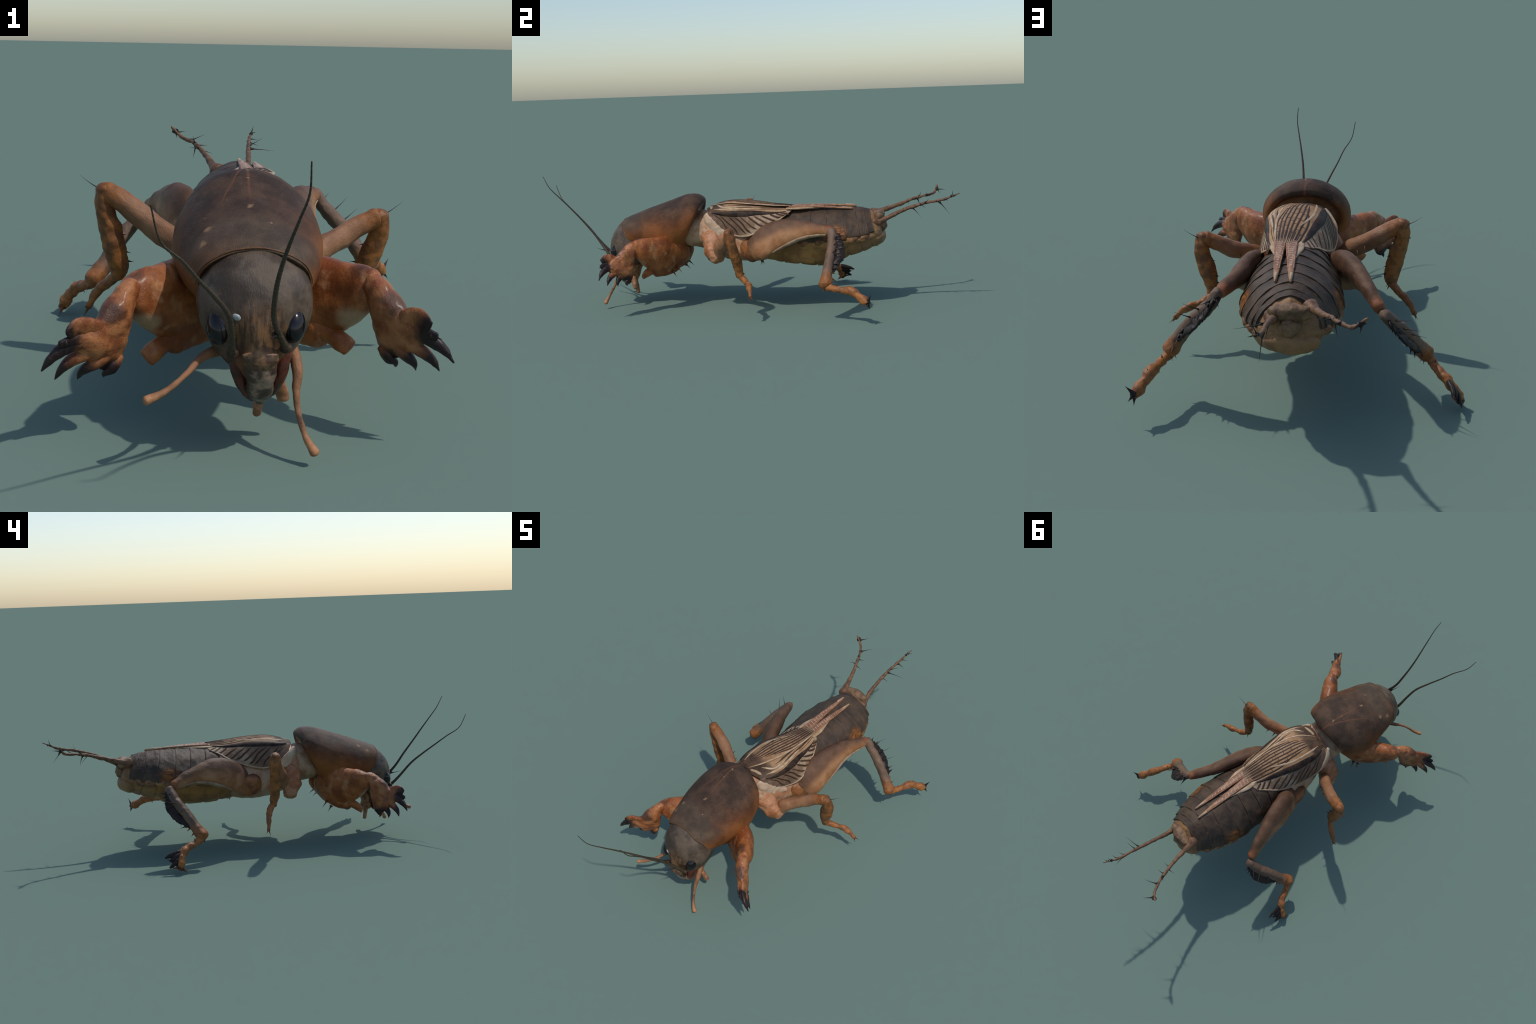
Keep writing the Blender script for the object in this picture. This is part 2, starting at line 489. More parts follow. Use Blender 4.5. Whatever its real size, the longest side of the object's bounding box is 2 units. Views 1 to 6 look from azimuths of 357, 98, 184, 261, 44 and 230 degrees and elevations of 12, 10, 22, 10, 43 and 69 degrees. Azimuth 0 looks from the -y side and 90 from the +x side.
def loft_rings(sec, q, th, narrow=1.0, lean=0.0):
    """sec rows: y_top, y_bottom, x_centre, z_top, z_bottom, half_width, z_widest, power_top, power_bottom"""
    sec = np.asarray(sec, float)
    S = hermite(sec, np.arange(len(sec), dtype=float), np.asarray(q, float))
    c, s = np.cos(th), np.sin(th)
    out = []
    for yt, yb, xc, zt, zb, w, zw, nt, nb in S:
        n = np.where(s >= 0, nt, nb)
        x = xc + w * np.sign(c) * abs(c) ** (2 / n) * np.where(c < 0, narrow, 1.0)
        h = np.where(s >= 0, zt - zw, zw - zb)
        z = zw + h * np.sign(s) * abs(s) ** (2 / n)
        f = (z - zb) / (zt - zb)
        z = z - lean * (x - xc) * np.clip(-s, 0, 1)
        out.append(np.stack([x, yb + (yt - yb) * f, z], -1))
    return np.array(out)


TH = lambda k: np.linspace(0, 2 * math.pi, k, endpoint=False)

# ---------------------------------------------------------------- pronotum
xc = 0.011
PRONOTUM = [
    (-0.545, -0.480, xc, 0.400, 0.275, 0.100, 0.340, 2, 2),
    (-0.584, -0.520, xc + .004, 0.412, 0.268, 0.112, 0.343, 2, 2),
    (-0.590, -0.522, xc + .004, 0.418, 0.263, 0.117, 0.345, 2, 2),
    (-0.578, -0.505, xc + .003, 0.427, 0.256, 0.125, 0.347, 2, 2),
    (-0.550, -0.470, xc + .002, 0.440, 0.248, 0.137, 0.352, 2, 2),
    (-0.480, -0.430, xc, 0.465, 0.240, 0.151, 0.360, 2, 2),
    (-0.405, -0.385, xc, 0.490, 0.238, 0.164, 0.370, 2, 2),
    (-0.330, -0.345, xc, 0.517, 0.240, 0.167, 0.376, 2, 2),
    (-0.280, -0.325, xc, 0.532, 0.250, 0.163, 0.382, 2, 1.85),
    (-0.235, -0.315, xc, 0.532, 0.260, 0.157, 0.385, 2, 1.75),
    (-0.207, -0.308, xc, 0.518, 0.272, 0.149, 0.387, 2, 1.7),
    (-0.200, -0.303, xc, 0.503, 0.280, 0.141, 0.387, 2, 1.7),
    (-0.206, -0.303, xc, 0.491, 0.286, 0.132, 0.386, 2, 1.7),
    (-0.220, -0.308, xc, 0.482, 0.288, 0.124, 0.384, 2, 1.7),
]
P = loft_rings(PRONOTUM, np.linspace(0, len(PRONOTUM) - 1, 130), TH(128))
front = np.exp(-np.linspace(0, len(PRONOTUM) - 1, 130) / 2.2)
P[..., 1] -= 0.024 * front[:, None] * np.exp(-(((np.abs(P[..., 0] - xc) - 0.085) / 0.040) ** 2)) * (P[..., 2] > 0.33)
P = lumps(P, 0.0022, 12, 1, 4)
SHIELD = add("pronotum", ring_mesh("pronotum", P, (False, False)), MAT["pronotum"])
row = P[22]
row = row[(row[:, 2] > 0.335)]
row = row[np.argsort(row[:, 0])][1:-1:2]
tube("pronotum_rim", [(*(p + V(0, -0.001, 0.0)), 0.0021, 0.0021) for p in row], MAT["seam"], SHIELD, (0, 1, 0.1), 120, 8, local=False, lump=0.001, scale=40)

# collar: recessed rear wall of the shield, running in to the neck
COLLAR = [
    (-0.212, -0.306, xc, 0.4865, 0.287, 0.128, 0.385, 2, 1.7),
    (-0.224, -0.308, xc, 0.478, 0.286, 0.121, 0.382, 2, 1.7),
    (-0.230, -0.308, xc, 0.462, 0.286, 0.111, 0.378, 2, 1.8),
    (-0.226, -0.300, xc, 0.440, 0.290, 0.098, 0.370, 2, 2),
]
P = lumps(loft_rings(COLLAR, np.linspace(0, 3, 24), TH(96)), 0.002, 25, 2)
add("collar", ring_mesh("collar", P, (False, True)), MAT["collar"])

NECK = [
    (-0.300, -0.310, xc, 0.430, 0.285, 0.085, 0.36, 2, 2),
    (-0.250, -0.270, xc, 0.440, 0.280, 0.095, 0.36, 2, 2),
    (-0.205, -0.240, xc, 0.452, 0.277, 0.098, 0.36, 2, 2),
    (-0.170, -0.205, xc, 0.440, 0.270, 0.096, 0.36, 2, 2),
]
P = lumps(loft_rings(NECK, np.linspace(0, 3, 30), TH(96)), 0.006, 16, 3)
add("neck", ring_mesh("neck", P), MAT["neck"])

# ---------------------------------------------------------------- head
hx = 0.017
# rows: front (y, z), back (y, z), half width, power
HEAD = [
    (-0.560, 0.429, -0.500, 0.225, 0.114, 2.0),
    (-0.604, 0.408, -0.515, 0.212, 0.1185, 2.0),
    (-0.637, 0.377, -0.525, 0.205, 0.1145, 2.0),
    (-0.658, 0.342, -0.532, 0.197, 0.109, 1.95),
    (-0.671, 0.305, -0.537, 0.190, 0.098, 1.75),
    (-0.677, 0.270, -0.540, 0.182, 0.085, 1.65),
    (-0.678, 0.240, -0.543, 0.172, 0.069, 1.65),
    (-0.671, 0.212, -0.547, 0.160, 0.053, 1.65),
    (-0.655, 0.185, -0.552, 0.147, 0.043, 1.65),
    (-0.638, 0.165, -0.556, 0.136, 0.036, 1.85),
]
H = hermite(np.array(HEAD), np.arange(len(HEAD), dtype=float), np.linspace(0, len(HEAD) - 1, 90))
th = TH(96)
P = []
for fy, fz, by, bz, w, n in H:
    c, s = np.cos(th), np.sin(th)
    c, s = np.sign(c) * abs(c) ** (2 / n), np.sign(s) * abs(s) ** (2 / n)
    P.append(np.stack([hx + w * c, (fy + by) / 2 + (fy - by) / 2 * s, (fz + bz) / 2 + (fz - bz) / 2 * s], -1))
P = np.array(P)[:, ::-1]
# dents above the antenna sockets and a blunt ridge over the mouth
for sx in (-1, 1):
    d = np.linalg.norm(P - V(hx + sx * 0.045, -0.668, 0.245), axis=2)
    P[..., 1] += 0.012 * np.exp(-((d / 0.022) ** 2))
d = np.abs(P[..., 2] - 0.222) / 0.012
P[..., 1] -= 0.006 * np.exp(-d**2) * (P[..., 1] < -0.62) * np.exp(-(((P[..., 0] - hx) / 0.05) ** 2))
P = lumps(P, 0.0022, 28, 4)
HEADOBJ = add("head", ring_mesh("head", P), MAT["head"])


def blob(name, centre, radii, mat, parent=None, rot=None, k=32, lump=0.0, scale=20, seed=0):
    u = np.linspace(0.02, math.pi - 0.02, k)
    t = TH(k)
    P = np.array([np.stack([np.sin(a) * np.cos(t), np.sin(a) * np.sin(t), np.full_like(t, np.cos(a))], -1) for a in u])
    P = P * np.array(radii)
    if rot is not None:
        P = P @ np.array(rot).T
    P = P + np.array(centre)
    if lump:
        P = lumps(P, lump, scale, seed)
    return add(name, ring_mesh(name, P), mat, parent)


def axes(x, z):
    """rotation whose columns are x, z x x, z"""
    x = unit(x)
    z = unit(np.array(z, float) - np.dot(z, x) * x)
    return np.stack([x, np.cross(z, x), z], 1)


blob("eye", (0.091, -0.630, 0.274), (0.023, 0.025, 0.036), MAT["eye"], HEADOBJ, axes((0.8, -0.6, 0.2), (0.2, 0.25, 1)))
blob("eye", (-0.057, -0.631, 0.271), (0.023, 0.025, 0.036), MAT["eye"], HEADOBJ, axes((-0.8, -0.6, 0.2), (-0.2, 0.25, 1)))
blob("ocellus", (-0.021, -0.661, 0.297), (0.012, 0.005, 0.0075), MAT["ocellus"], HEADOBJ, axes((0.8, 0, -0.6), (0.5, -0.5, 0.7)), 16)

# mouthparts
tube("clypeus", [(0.024, -0.672, 0.226, 0.036, 0.008), (0.024, -0.671, 0.212, 0.034, 0.010), (0.025, -0.664, 0.198, 0.030, 0.009)], MAT["clypeus"], HEADOBJ, (0, -1, -0.3), 16, 20, lump=0.002, scale=50)
tube("labrum", [(0.024, -0.660, 0.212, 0.032, 0.012), (0.025, -0.656, 0.188, 0.032, 0.016), (0.026, -0.640, 0.162, 0.028, 0.018), (0.028, -0.617, 0.132, 0.026, 0.018), (0.030, -0.594, 0.108, 0.013, 0.012)],
     MAT["labrum"], HEADOBJ, (0, -1, -0.6), 30, 28, lump=0.0025, scale=45)
for sx, x0 in ((1, 0.026), (-1, 0.026)):
    tube("mandible", [(x0 + sx * 0.046, -0.615, 0.212, 0.018, 0.024), (x0 + sx * 0.041, -0.617, 0.178, 0.017, 0.024), (x0 + sx * 0.029, -0.604, 0.142, 0.015, 0.022), (x0 + sx * 0.013, -0.588, 0.113, 0.011, 0.015)],
         MAT["mandible"], HEADOBJ, (0, -1, -0.5), 28, 24, lump=0.002, scale=45, seed=5)
tube("labium", [(0.022, -0.550, 0.190, 0.040, 0.028), (0.026, -0.558, 0.150, 0.032, 0.025), (0.03, -0.568, 0.115, 0.020, 0.016)], MAT["palp"], HEADOBJ, (0, 1, 0), 20, 24, lump=0.003, scale=40)
tube("labial_palp", [(0.035, -0.558, 0.125, 0.012, 0.012), (0.030, -0.553, 0.095, 0.011, 0.011), (0.028, -0.549, 0.070, 0.010, 0.010), (0.027, -0.547, 0.058, 0.009, 0.009)], MAT["palp"], HEADOBJ, (1, 0, 0), 18, 14, lump=0.001, scale=80)
tube("labial_palp", [(0.068, -0.555, 0.135, 0.012, 0.014), (0.078, -0.548, 0.105, 0.012, 0.014), (0.082, -0.545, 0.090, 0.010, 0.014)], MAT["palp"], HEADOBJ, (1, 0, 0), 18, 14, lump=0.001, scale=80)


def palp(pts):
    rr = (0.014, 0.011, 0.0085, 0.0062, 0.0058, 0.0072, 0.0098)
    c = [(*p, rr[i], rr[i]) for i, p in enumerate(pts)]
    L = float(np.linalg.norm(np.array(pts[-1]) - np.array(pts[0])))
    tube("maxillary_palp", c, m_tibia(L, (0.13, 0.065, 0.038), (0.34, 0.17, 0.09), (0.50, 0.25, 0.13)), HEADOBJ, (1, 0.2, 0.1), 50, 14, lump=0.0012, scale=60)


palp([(0.092, -0.575, 0.215), (0.103, -0.613, 0.173), (0.100, -0.627, 0.141), (0.101, -0.640, 0.109), (0.108, -0.656, 0.080), (0.119, -0.671, 0.051), (0.134, -0.682, 0.028)])
palp([(-0.040, -0.570, 0.208), (-0.070, -0.595, 0.206), (-0.092, -0.616, 0.200), (-0.115, -0.648, 0.184), (-0.140, -0.670, 0.167), (-0.168, -0.687, 0.152), (-0.194, -0.706, 0.146)])


def antenna(pts):
    k = len(pts)
    c = [(*p, 0.0062 * (1 - i / (k - 1)) ** 1.1 + 0.0013, 0.0062 * (1 - i / (k - 1)) ** 1.1 + 0.0013) for i, p in enumerate(pts)]
    P = tube_grid(c, V(1, 0.3, 0.2), 150, 10, caps=(0.5, 0.8))
    # fine rings of the flagellum
    mid = P.mean(1, keepdims=True)
    P = mid + (P - mid) * (1 + 0.10 * np.sin(np.arange(len(P)) * 1.9))[:, None, None]
    o = add("antenna", ring_mesh("antenna", P), MAT["antenna"], HEADOBJ)
    blob("antenna_socket", pts[0], (0.013, 0.010, 0.011), MAT["head"], HEADOBJ, None, 16)
    return o


antenna([(-0.030, -0.664, 0.226), (-0.033, -0.690, 0.249), (-0.034, -0.721, 0.280), (-0.042, -0.769, 0.333), (-0.068, -0.819, 0.380), (-0.097, -0.870, 0.424), (-0.123, -0.921, 0.467), (-0.156, -0.970, 0.509), (-0.170, -0.999, 0.572)])
antenna([(0.074, -0.660, 0.236), (0.060, -0.684, 0.268), (0.047, -0.711, 0.302), (0.043, -0.760, 0.370), (0.048, -0.811, 0.431), (0.058, -0.858, 0.486), (0.069, -0.902, 0.535), (0.079, -0.945, 0.585), (0.077, -0.972, 0.637)])
spike("bristle", (0.050, -0.690, 0.272), (0.035, -0.745, 0.283), 0.004, MAT["spine"], HEADOBJ, (0, 0, -0.006))

# ---------------------------------------------------------------- thorax
THORAX = [
    (-0.210, -0.215, xc, 0.430, 0.295, 0.080, 0.36, 2, 2),
    (-0.178, -0.195, xc + .002, 0.448, 0.265, 0.104, 0.36, 2, 2),
    (-0.120, -0.120, xc + .010, 0.462, 0.230, 0.110, 0.34, 2, 2),
    (-0.050, -0.050, xc + .006, 0.466, 0.212, 0.126, 0.290, 1.6, 2),
    (0.030, 0.030, xc + .004, 0.460, 0.207, 0.136, 0.285, 1.55, 2),
    (0.090, 0.090, xc + .004, 0.452, 0.212, 0.134, 0.290, 1.6, 2),
    (0.150, 0.150, xc + .008, 0.435, 0.236, 0.104, 0.32, 2, 2),
]
P = loft_rings(THORAX, np.linspace(0, len(THORAX) - 1, 90), TH(112))
P = lumps(P, 0.006, 15, 6, 4)
add("thorax", ring_mesh("thorax", P), MAT["thorax"])

# ---------------------------------------------------------------- abdomen
ax = 0.019
TILT = 0.045
ABD = [
    (0.060, 0.060, ax, 0.434, 0.225, 0.109, 0.330, 1.65, 1.9),
    (0.110, 0.115, ax, 0.446, 0.214, 0.125, 0.330, 1.65, 1.9),
    (0.170, 0.185, ax, 0.454, 0.200, 0.139, 0.328, 1.65, 1.9),
    (0.240, 0.265, ax, 0.457, 0.192, 0.153, 0.325, 1.65, 1.9),
    (0.310, 0.345, ax, 0.458, 0.190, 0.160, 0.325, 1.65, 1.9),
    (0.380, 0.420, ax, 0.459, 0.202, 0.163, 0.328, 1.65, 1.9),
    (0.450, 0.495, ax, 0.459, 0.232, 0.151, 0.330, 1.65, 1.9),
    (0.515, 0.560, ax, 0.455, 0.252, 0.129, 0.333, 1.65, 1.9),
    (0.560, 0.605, ax, 0.447, 0.272, 0.107, 0.340, 1.65, 1.9),
    (0.596, 0.632, ax, 0.435, 0.292, 0.090, 0.350, 1.65, 1.9),
    (0.620, 0.645, ax, 0.413, 0.318, 0.063, 0.358, 1.7, 2),
    (0.632, 0.645, ax, 0.393, 0.335, 0.033, 0.362, 2, 2),
]
NA = len(ABD) - 1
q = np.linspace(0, NA, 190)
th = TH(160)
P = loft_rings(ABD, q, th, 0.92, 0.15)
# side folds and overlapping belly plates
N = normals_of(P)
edges = np.array([2.0, 3.0, 4.0, 5.0, 6.0, 7.0, 8.0, 8.9])
ph = np.array([(min((e - x) for e in edges if e >= x) if x <= edges[-1] else 0.0) for x in q])
step = np.exp(-((ph / 0.16) ** 2)) * ((q > 1.2) & (q < 9))
under = np.clip(-np.sin(th) * 1.4 + 0.25, 0, 1)
fold = np.exp(-(((np.sin(th) + 0.42) / 0.13) ** 2)) - 0.7 * np.exp(-(((np.sin(th) + 0.15) / 0.10) ** 2))
P = P + N * (0.0045 * step[:, None] * under[None] + 0.005 * fold[None] * np.clip((q - 2) / 2, 0, 1)[:, None] * np.clip((9.5 - q) / 2, 0, 1)[:, None])[..., None]
P = lumps(P, 0.005, 17, 8, 4, (1, 0.7, 1.3))
ABDOBJ = add("abdomen", ring_mesh("abdomen", P), MAT["belly"])

# tergites: overlapping dark plates over the back
CUTS = [0.9, 2.0, 2.9, 3.9, 4.9, 5.95, 6.9, 7.75, 8.5]
for i in range(len(CUTS) - 1):
    a, b = CUTS[i], CUTS[i + 1] + 0.10
    low = (-0.05, -0.08, -0.14, -0.16, -0.13, -0.08, -0.03, 0.02)[i]
    t = np.linspace(low, math.pi - low, 90)
    qq = np.linspace(a, b, 26)
    S = loft_rings(ABD, qq, t, 0.92, 0.15)
    Nn = normals_of(S, False)
    Nn *= np.sign(np.sum(Nn * (S - V(ax, 0, 0.32) * [1, 0, 1] - S * [0, 1, 0]), axis=2, keepdims=True))
    u = (qq - a) / (b - a)
    lift = 0.0050 + 0.0018 * u**3 - 0.006 * np.exp(-u / 0.06)
    side = np.minimum(t - low, math.pi - low - t) / 0.10
    lift = lift[:, None] * np.clip(side, 0, 1)[None] - 0.004 * np.exp(-side * 1.5)[None]
    outer = S + Nn * lift[..., None]
    for r_ in range(outer.shape[0]):
        for c_ in range(outer.shape[1]):
            p = outer[r_, c_]
            outer[r_, c_] += Nn[r_, c_] * 0.0034 * noise.fractal(Vector(p * 20 + 3.3 * i), 1.0, 2.0, 4)
    # rear rim turns down so that the plate has a visible thickness
    rim = outer[-1] - Nn[-1] * 0.012 + V(0, 0.0015, 0)
    G = np.concatenate([outer, rim[None]], 0)
    o = add("tergite", sheet_mesh("tergite", G), MAT["tergite"], ABDOBJ)
    seam = outer[-1, 4:-4:3] - Nn[-1, 4:-4:3] * 0.0006
    tube("tergite_rim", [(*p, 0.0014, 0.0014) for p in seam], MAT["rim"], o, (0, 1, 0), 80, 6, local=False)

# pale side lobes below the plates, each with a dark breathing pore
for side_th, sg in ((-0.10, 1), (math.pi + 0.10, -1)):
    for q_ in (2.5, 3.45, 4.45, 5.45, 6.45, 7.35):
        tt = np.array([side_th, side_th + 0.05])
        g = loft_rings(ABD, [q_ - 0.3, q_, q_ + 0.3], tt, 0.92, 0.15)
        fwd = unit(g[2, 0] - g[0, 0])
        p = g[1, 0]
        up = unit((g[1, 1] - g[1, 0]) * sg)
        o_ = blob("pleurite", p - V(sg * 0.004, 0, 0), (0.030, 0.013, 0.015), MAT["pleura"], ABDOBJ, axes(fwd + 0.25 * up, up), 24, 0.004, 40, int(q_ * 3))

# end of the body: anal plates and the lobe below them
blob("anal_plate", (0.014, 0.628, 0.412), (0.070, 0.026, 0.030), MAT["knob"], ABDOBJ, axes((1, 0, 0), (0, 0.5, 1)), 40, 0.006, 30, 3)
blob("anal_plate", (0.018, 0.645, 0.372), (0.030, 0.022, 0.028), MAT["knob"], ABDOBJ, None, 32, 0.006, 40, 4)
blob("subgenital_plate", (0.015, 0.610, 0.312), (0.085, 0.052, 0.040), MAT["belly"], ABDOBJ, axes((1, 0, 0), (0, -0.5, 1)), 40, 0.006, 25, 5)


def cercus(pts, thorns):
    rr = np.interp(np.linspace(0, 1, len(pts)), [0, 0.12, 0.3, 0.6, 0.9, 1], [0.026, 0.0165, 0.0105, 0.0072, 0.0050, 0.0022])
    c = [(*p, r, r) for p, r in zip(pts, rr)]
    o = tube("cercus", c, MAT["cercus"], None, (1, 0, 0.2), 80, 16, lump=0.0028, scale=45, local=False)
    S = spline(c, 200)
    for u, d, ln, r in thorns:
        p = S[int(u * 199)]
        d = unit(d)
        spike("bristle", p[:3] + d * p[3] * 0.4, p[:3] + d * (p[3] + ln), r * 0.55, MAT["spine"], o, (0, 0.004, 0), 2.6)
    return o


cercus([(0.070, 0.612, 0.388), (0.067, 0.640, 0.395), (0.063, 0.704, 0.425), (0.065, 0.773, 0.453), (0.069, 0.848, 0.475), (0.075, 0.929, 0.490), (0.090, 0.997, 0.518)],
       [(0.45, (0.2, 0.8, -0.9), 0.055, 0.005), (0.55, (1, 0.25, -0.1), 0.085, 0.005), (0.60, (0.9, 0.3, 0.5), 0.05, 0.004), (0.73, (1, 0.5, -0.4), 0.035, 0.005), (0.75, (0.1, 0.8, -1), 0.075, 0.006),
        (0.82, (0.9, 0.4, -0.1), 0.03, 0.005), (0.90, (0.3, 0.2, 0.9), 0.03, 0.006), (0.93, (0.9, 0.6, 0.1), 0.02, 0.005)])
cercus([(-0.040, 0.606, 0.418), (-0.050, 0.630, 0.424), (-0.062, 0.677, 0.439), (-0.079, 0.730, 0.455), (-0.099, 0.782, 0.473), (-0.123, 0.840, 0.486), (-0.161, 0.894, 0.498), (-0.195, 0.909, 0.531)],
       [(0.47, (0.9, 0.1, -0.3), 0.03, 0.005), (0.50, (-0.9, -0.3, 0.1), 0.03, 0.005), (0.58, (0.9, 0.3, 0.0), 0.03, 0.006), (0.60, (-0.2, 0.3, -0.9), 0.045, 0.006), (0.62, (-0.3, 0.4, 0.9), 0.025, 0.006), (0.73, (0.8, 0.6, 0.3), 0.06, 0.006),
        (0.93, (0.6, 0.9, 0.0), 0.05, 0.008), (0.95, (0.2, 0.5, -0.9), 0.028, 0.010)])

# ---------------------------------------------------------------- wings


class Surface:
    """smooth sheet through a grid of control points; s runs to the rear, t from the back to the flank"""

    def __init__(self, rows):
        self.c = np.array(rows, float)

    def at(self, s, t):
        s, t = np.atleast_1d(s).astype(float), np.atleast_1d(t).astype(float)
        r, k = self.c.shape[:2]
        R = hermite(self.c.reshape(r, -1), np.linspace(0, 1, r), np.clip(s, 0, 1)).reshape(len(s), k, 3)
        return np.array([hermite(R[i], np.linspace(0, 1, k), np.clip(t[i : i + 1], 0, 1))[0] for i in range(len(s))])

    def grid(self, s, t):
        r, k = self.c.shape[:2]
        R = hermite(self.c.reshape(r, -1), np.linspace(0, 1, r), s).reshape(len(s), k, 3)
        return np.array([hermite(q, np.linspace(0, 1, k), t) for q in R])

    def normal(self, s, t, e=0.01):
        a = self.at(s + e, t) - self.at(s - e, t)
        b = self.at(s, t + e) - self.at(s, t - e)
        n = np.cross(a, b)
        n = n / (np.linalg.norm(n, axis=1, keepdims=True) + 1e-12)
        mid = self.c.reshape(-1, 3).mean(0) - V(0, 0, 0.08)
        flip = np.sign(np.sum(n * (self.at(s, t) - V(0.03, 0, 0.36) * [1, 0, 1] - self.at(s, t) * [0, 1, 0]), axis=1, keepdims=True))
        return n * np.where(flip == 0, 1, flip)

    def line(self, name, st, r, h, mat, parent, lift=0.0012, n=30):
        st = np.array(st, float)
        q = hermite(st, np.r_[0, np.cumsum(np.linalg.norm(np.diff(st, axis=0), axis=1))], np.linspace(0, np.sum(np.linalg.norm(np.diff(st, axis=0), axis=1)), n))
        C = self.at(q[:, 0], q[:, 1])
        N = self.normal(q[:, 0], q[:, 1])
        C = C + N * lift
        T = np.gradient(C, axis=0)
        T /= np.linalg.norm(T, axis=1, keepdims=True) + 1e-12
        B = np.cross(T, N)
        k = 8
        a = TH(k)
        taper = np.clip(np.minimum(np.linspace(0, 1, n), np.linspace(1, 0, n)) * 7, 0.35, 1)
        P = np.array([C[i] + np.outer(np.cos(a), B[i]) * r * taper[i] + np.outer(np.sin(a), N[i]) * h for i in range(n)])
        return add(name, ring_mesh(name, P), mat, parent)


def wing(surf, veins, cross, flankveins, bandt):
    s = np.linspace(0, 1, 70)
    tf = 0.5
    o = None
    G = surf.grid(s, np.linspace(0, tf, 40))
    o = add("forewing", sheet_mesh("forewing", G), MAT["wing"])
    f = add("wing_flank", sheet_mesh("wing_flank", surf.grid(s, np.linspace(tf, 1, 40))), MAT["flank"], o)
    for x in (o, f):
        m = x.modifiers.new("thickness", "SOLIDIFY")
        m.thickness = 0.003
        m.offset = 0
    # black shoulder band along the fold, broad ahead and narrowing to the rear
    ss = np.linspace(0.06, 0.93, 60)
    w = np.interp(ss, [0.06, 0.2, 0.45, 0.75, 0.93], [0.02, 0.060, 0.070, 0.045, 0.01])
    rows = []
    for i in range(60):
        t = np.linspace(bandt - w[i] * 0.6, bandt + w[i] * 1.3, 14)
        p = surf.at(np.full(14, ss[i]), t)
        n = surf.normal(np.full(14, ss[i]), t)
        rows.append(p + n * (0.0005 + 0.0042 * np.sin(np.linspace(0, math.pi, 14)) ** 0.6)[:, None])
    add("wing_band", sheet_mesh("wing_band", np.array(rows)), MAT["band"], o)
    for v in veins:
        if len(v) > 3:
            surf.line("vein_shade", v, 0.0062, 0.0007, MAT["shade"], o, 0.0010)  # flat brown ribbon models the soft dark shading beside the vein
        surf.line("wing_vein", v, 0.0026 if len(v) > 3 else 0.0014, 0.0014, MAT["vein"], o)
    for v in cross:
        surf.line("wing_vein", v, 0.0013, 0.0012, MAT["vein"], o, n=8)
    for v in flankveins:
        surf.line("vein_shade", v, 0.0075, 0.0007, MAT["shade"], o, 0.0010)
        surf.line("wing_vein", v, 0.0024 + 0.0012 * ((len(v) * 7 + int(v[0][0] * 100)) % 3) / 2, 0.0014, MAT["vein"], o)
    return o


# upper wing: laps over the middle of the back.  rows front to rear: inner edge, two back points, fold, two flank points, lower edge
WN = Surface([
    [(0.026, -0.168, 0.470), (0.005, -0.170, 0.472), (-0.018, -0.170, 0.470), (-0.044, -0.168, 0.463), (-0.065, -0.158, 0.447), (-0.082, -0.145, 0.428), (-0.098, -0.128, 0.402)],
    [(0.062, -0.105, 0.488), (0.028, -0.110, 0.491), (-0.012, -0.114, 0.488), (-0.055, -0.114, 0.471), (-0.080, -0.108, 0.440), (-0.098, -0.102, 0.408), (-0.110, -0.090, 0.372)],
    [(0.084, -0.050, 0.492), (0.044, -0.054, 0.499), (-0.004, -0.056, 0.497), (-0.052, -0.056, 0.478), (-0.080, -0.050, 0.440), (-0.096, -0.042, 0.400), (-0.103, -0.034, 0.360)],
    [(0.094, 0.010, 0.489), (0.052, 0.008, 0.498), (0.004, 0.006, 0.496), (-0.045, 0.006, 0.480), (-0.074, 0.012, 0.444), (-0.090, 0.020, 0.406), (-0.097, 0.026, 0.369)],
    [(0.098, 0.070, 0.484), (0.060, 0.070, 0.493), (0.016, 0.070, 0.491), (-0.028, 0.070, 0.475), (-0.060, 0.076, 0.446), (-0.080, 0.082, 0.416), (-0.089, 0.086, 0.388)],
    [(0.097, 0.130, 0.479), (0.064, 0.132, 0.485), (0.028, 0.134, 0.482), (-0.012, 0.136, 0.467), (-0.040, 0.138, 0.446), (-0.060, 0.138, 0.425), (-0.072, 0.136, 0.409)],
    [(0.094, 0.182, 0.476), (0.067, 0.186, 0.480), (0.036, 0.190, 0.477), (0.000, 0.190, 0.464), (-0.022, 0.188, 0.454), (-0.038, 0.184, 0.444), (-0.050, 0.178, 0.434)],
    [(0.088, 0.228, 0.473), (0.068, 0.233, 0.475), (0.042, 0.236, 0.473), (0.014, 0.236, 0.464), (-0.004, 0.230, 0.459), (-0.020, 0.221, 0.453), (-0.034, 0.211, 0.448)],
])
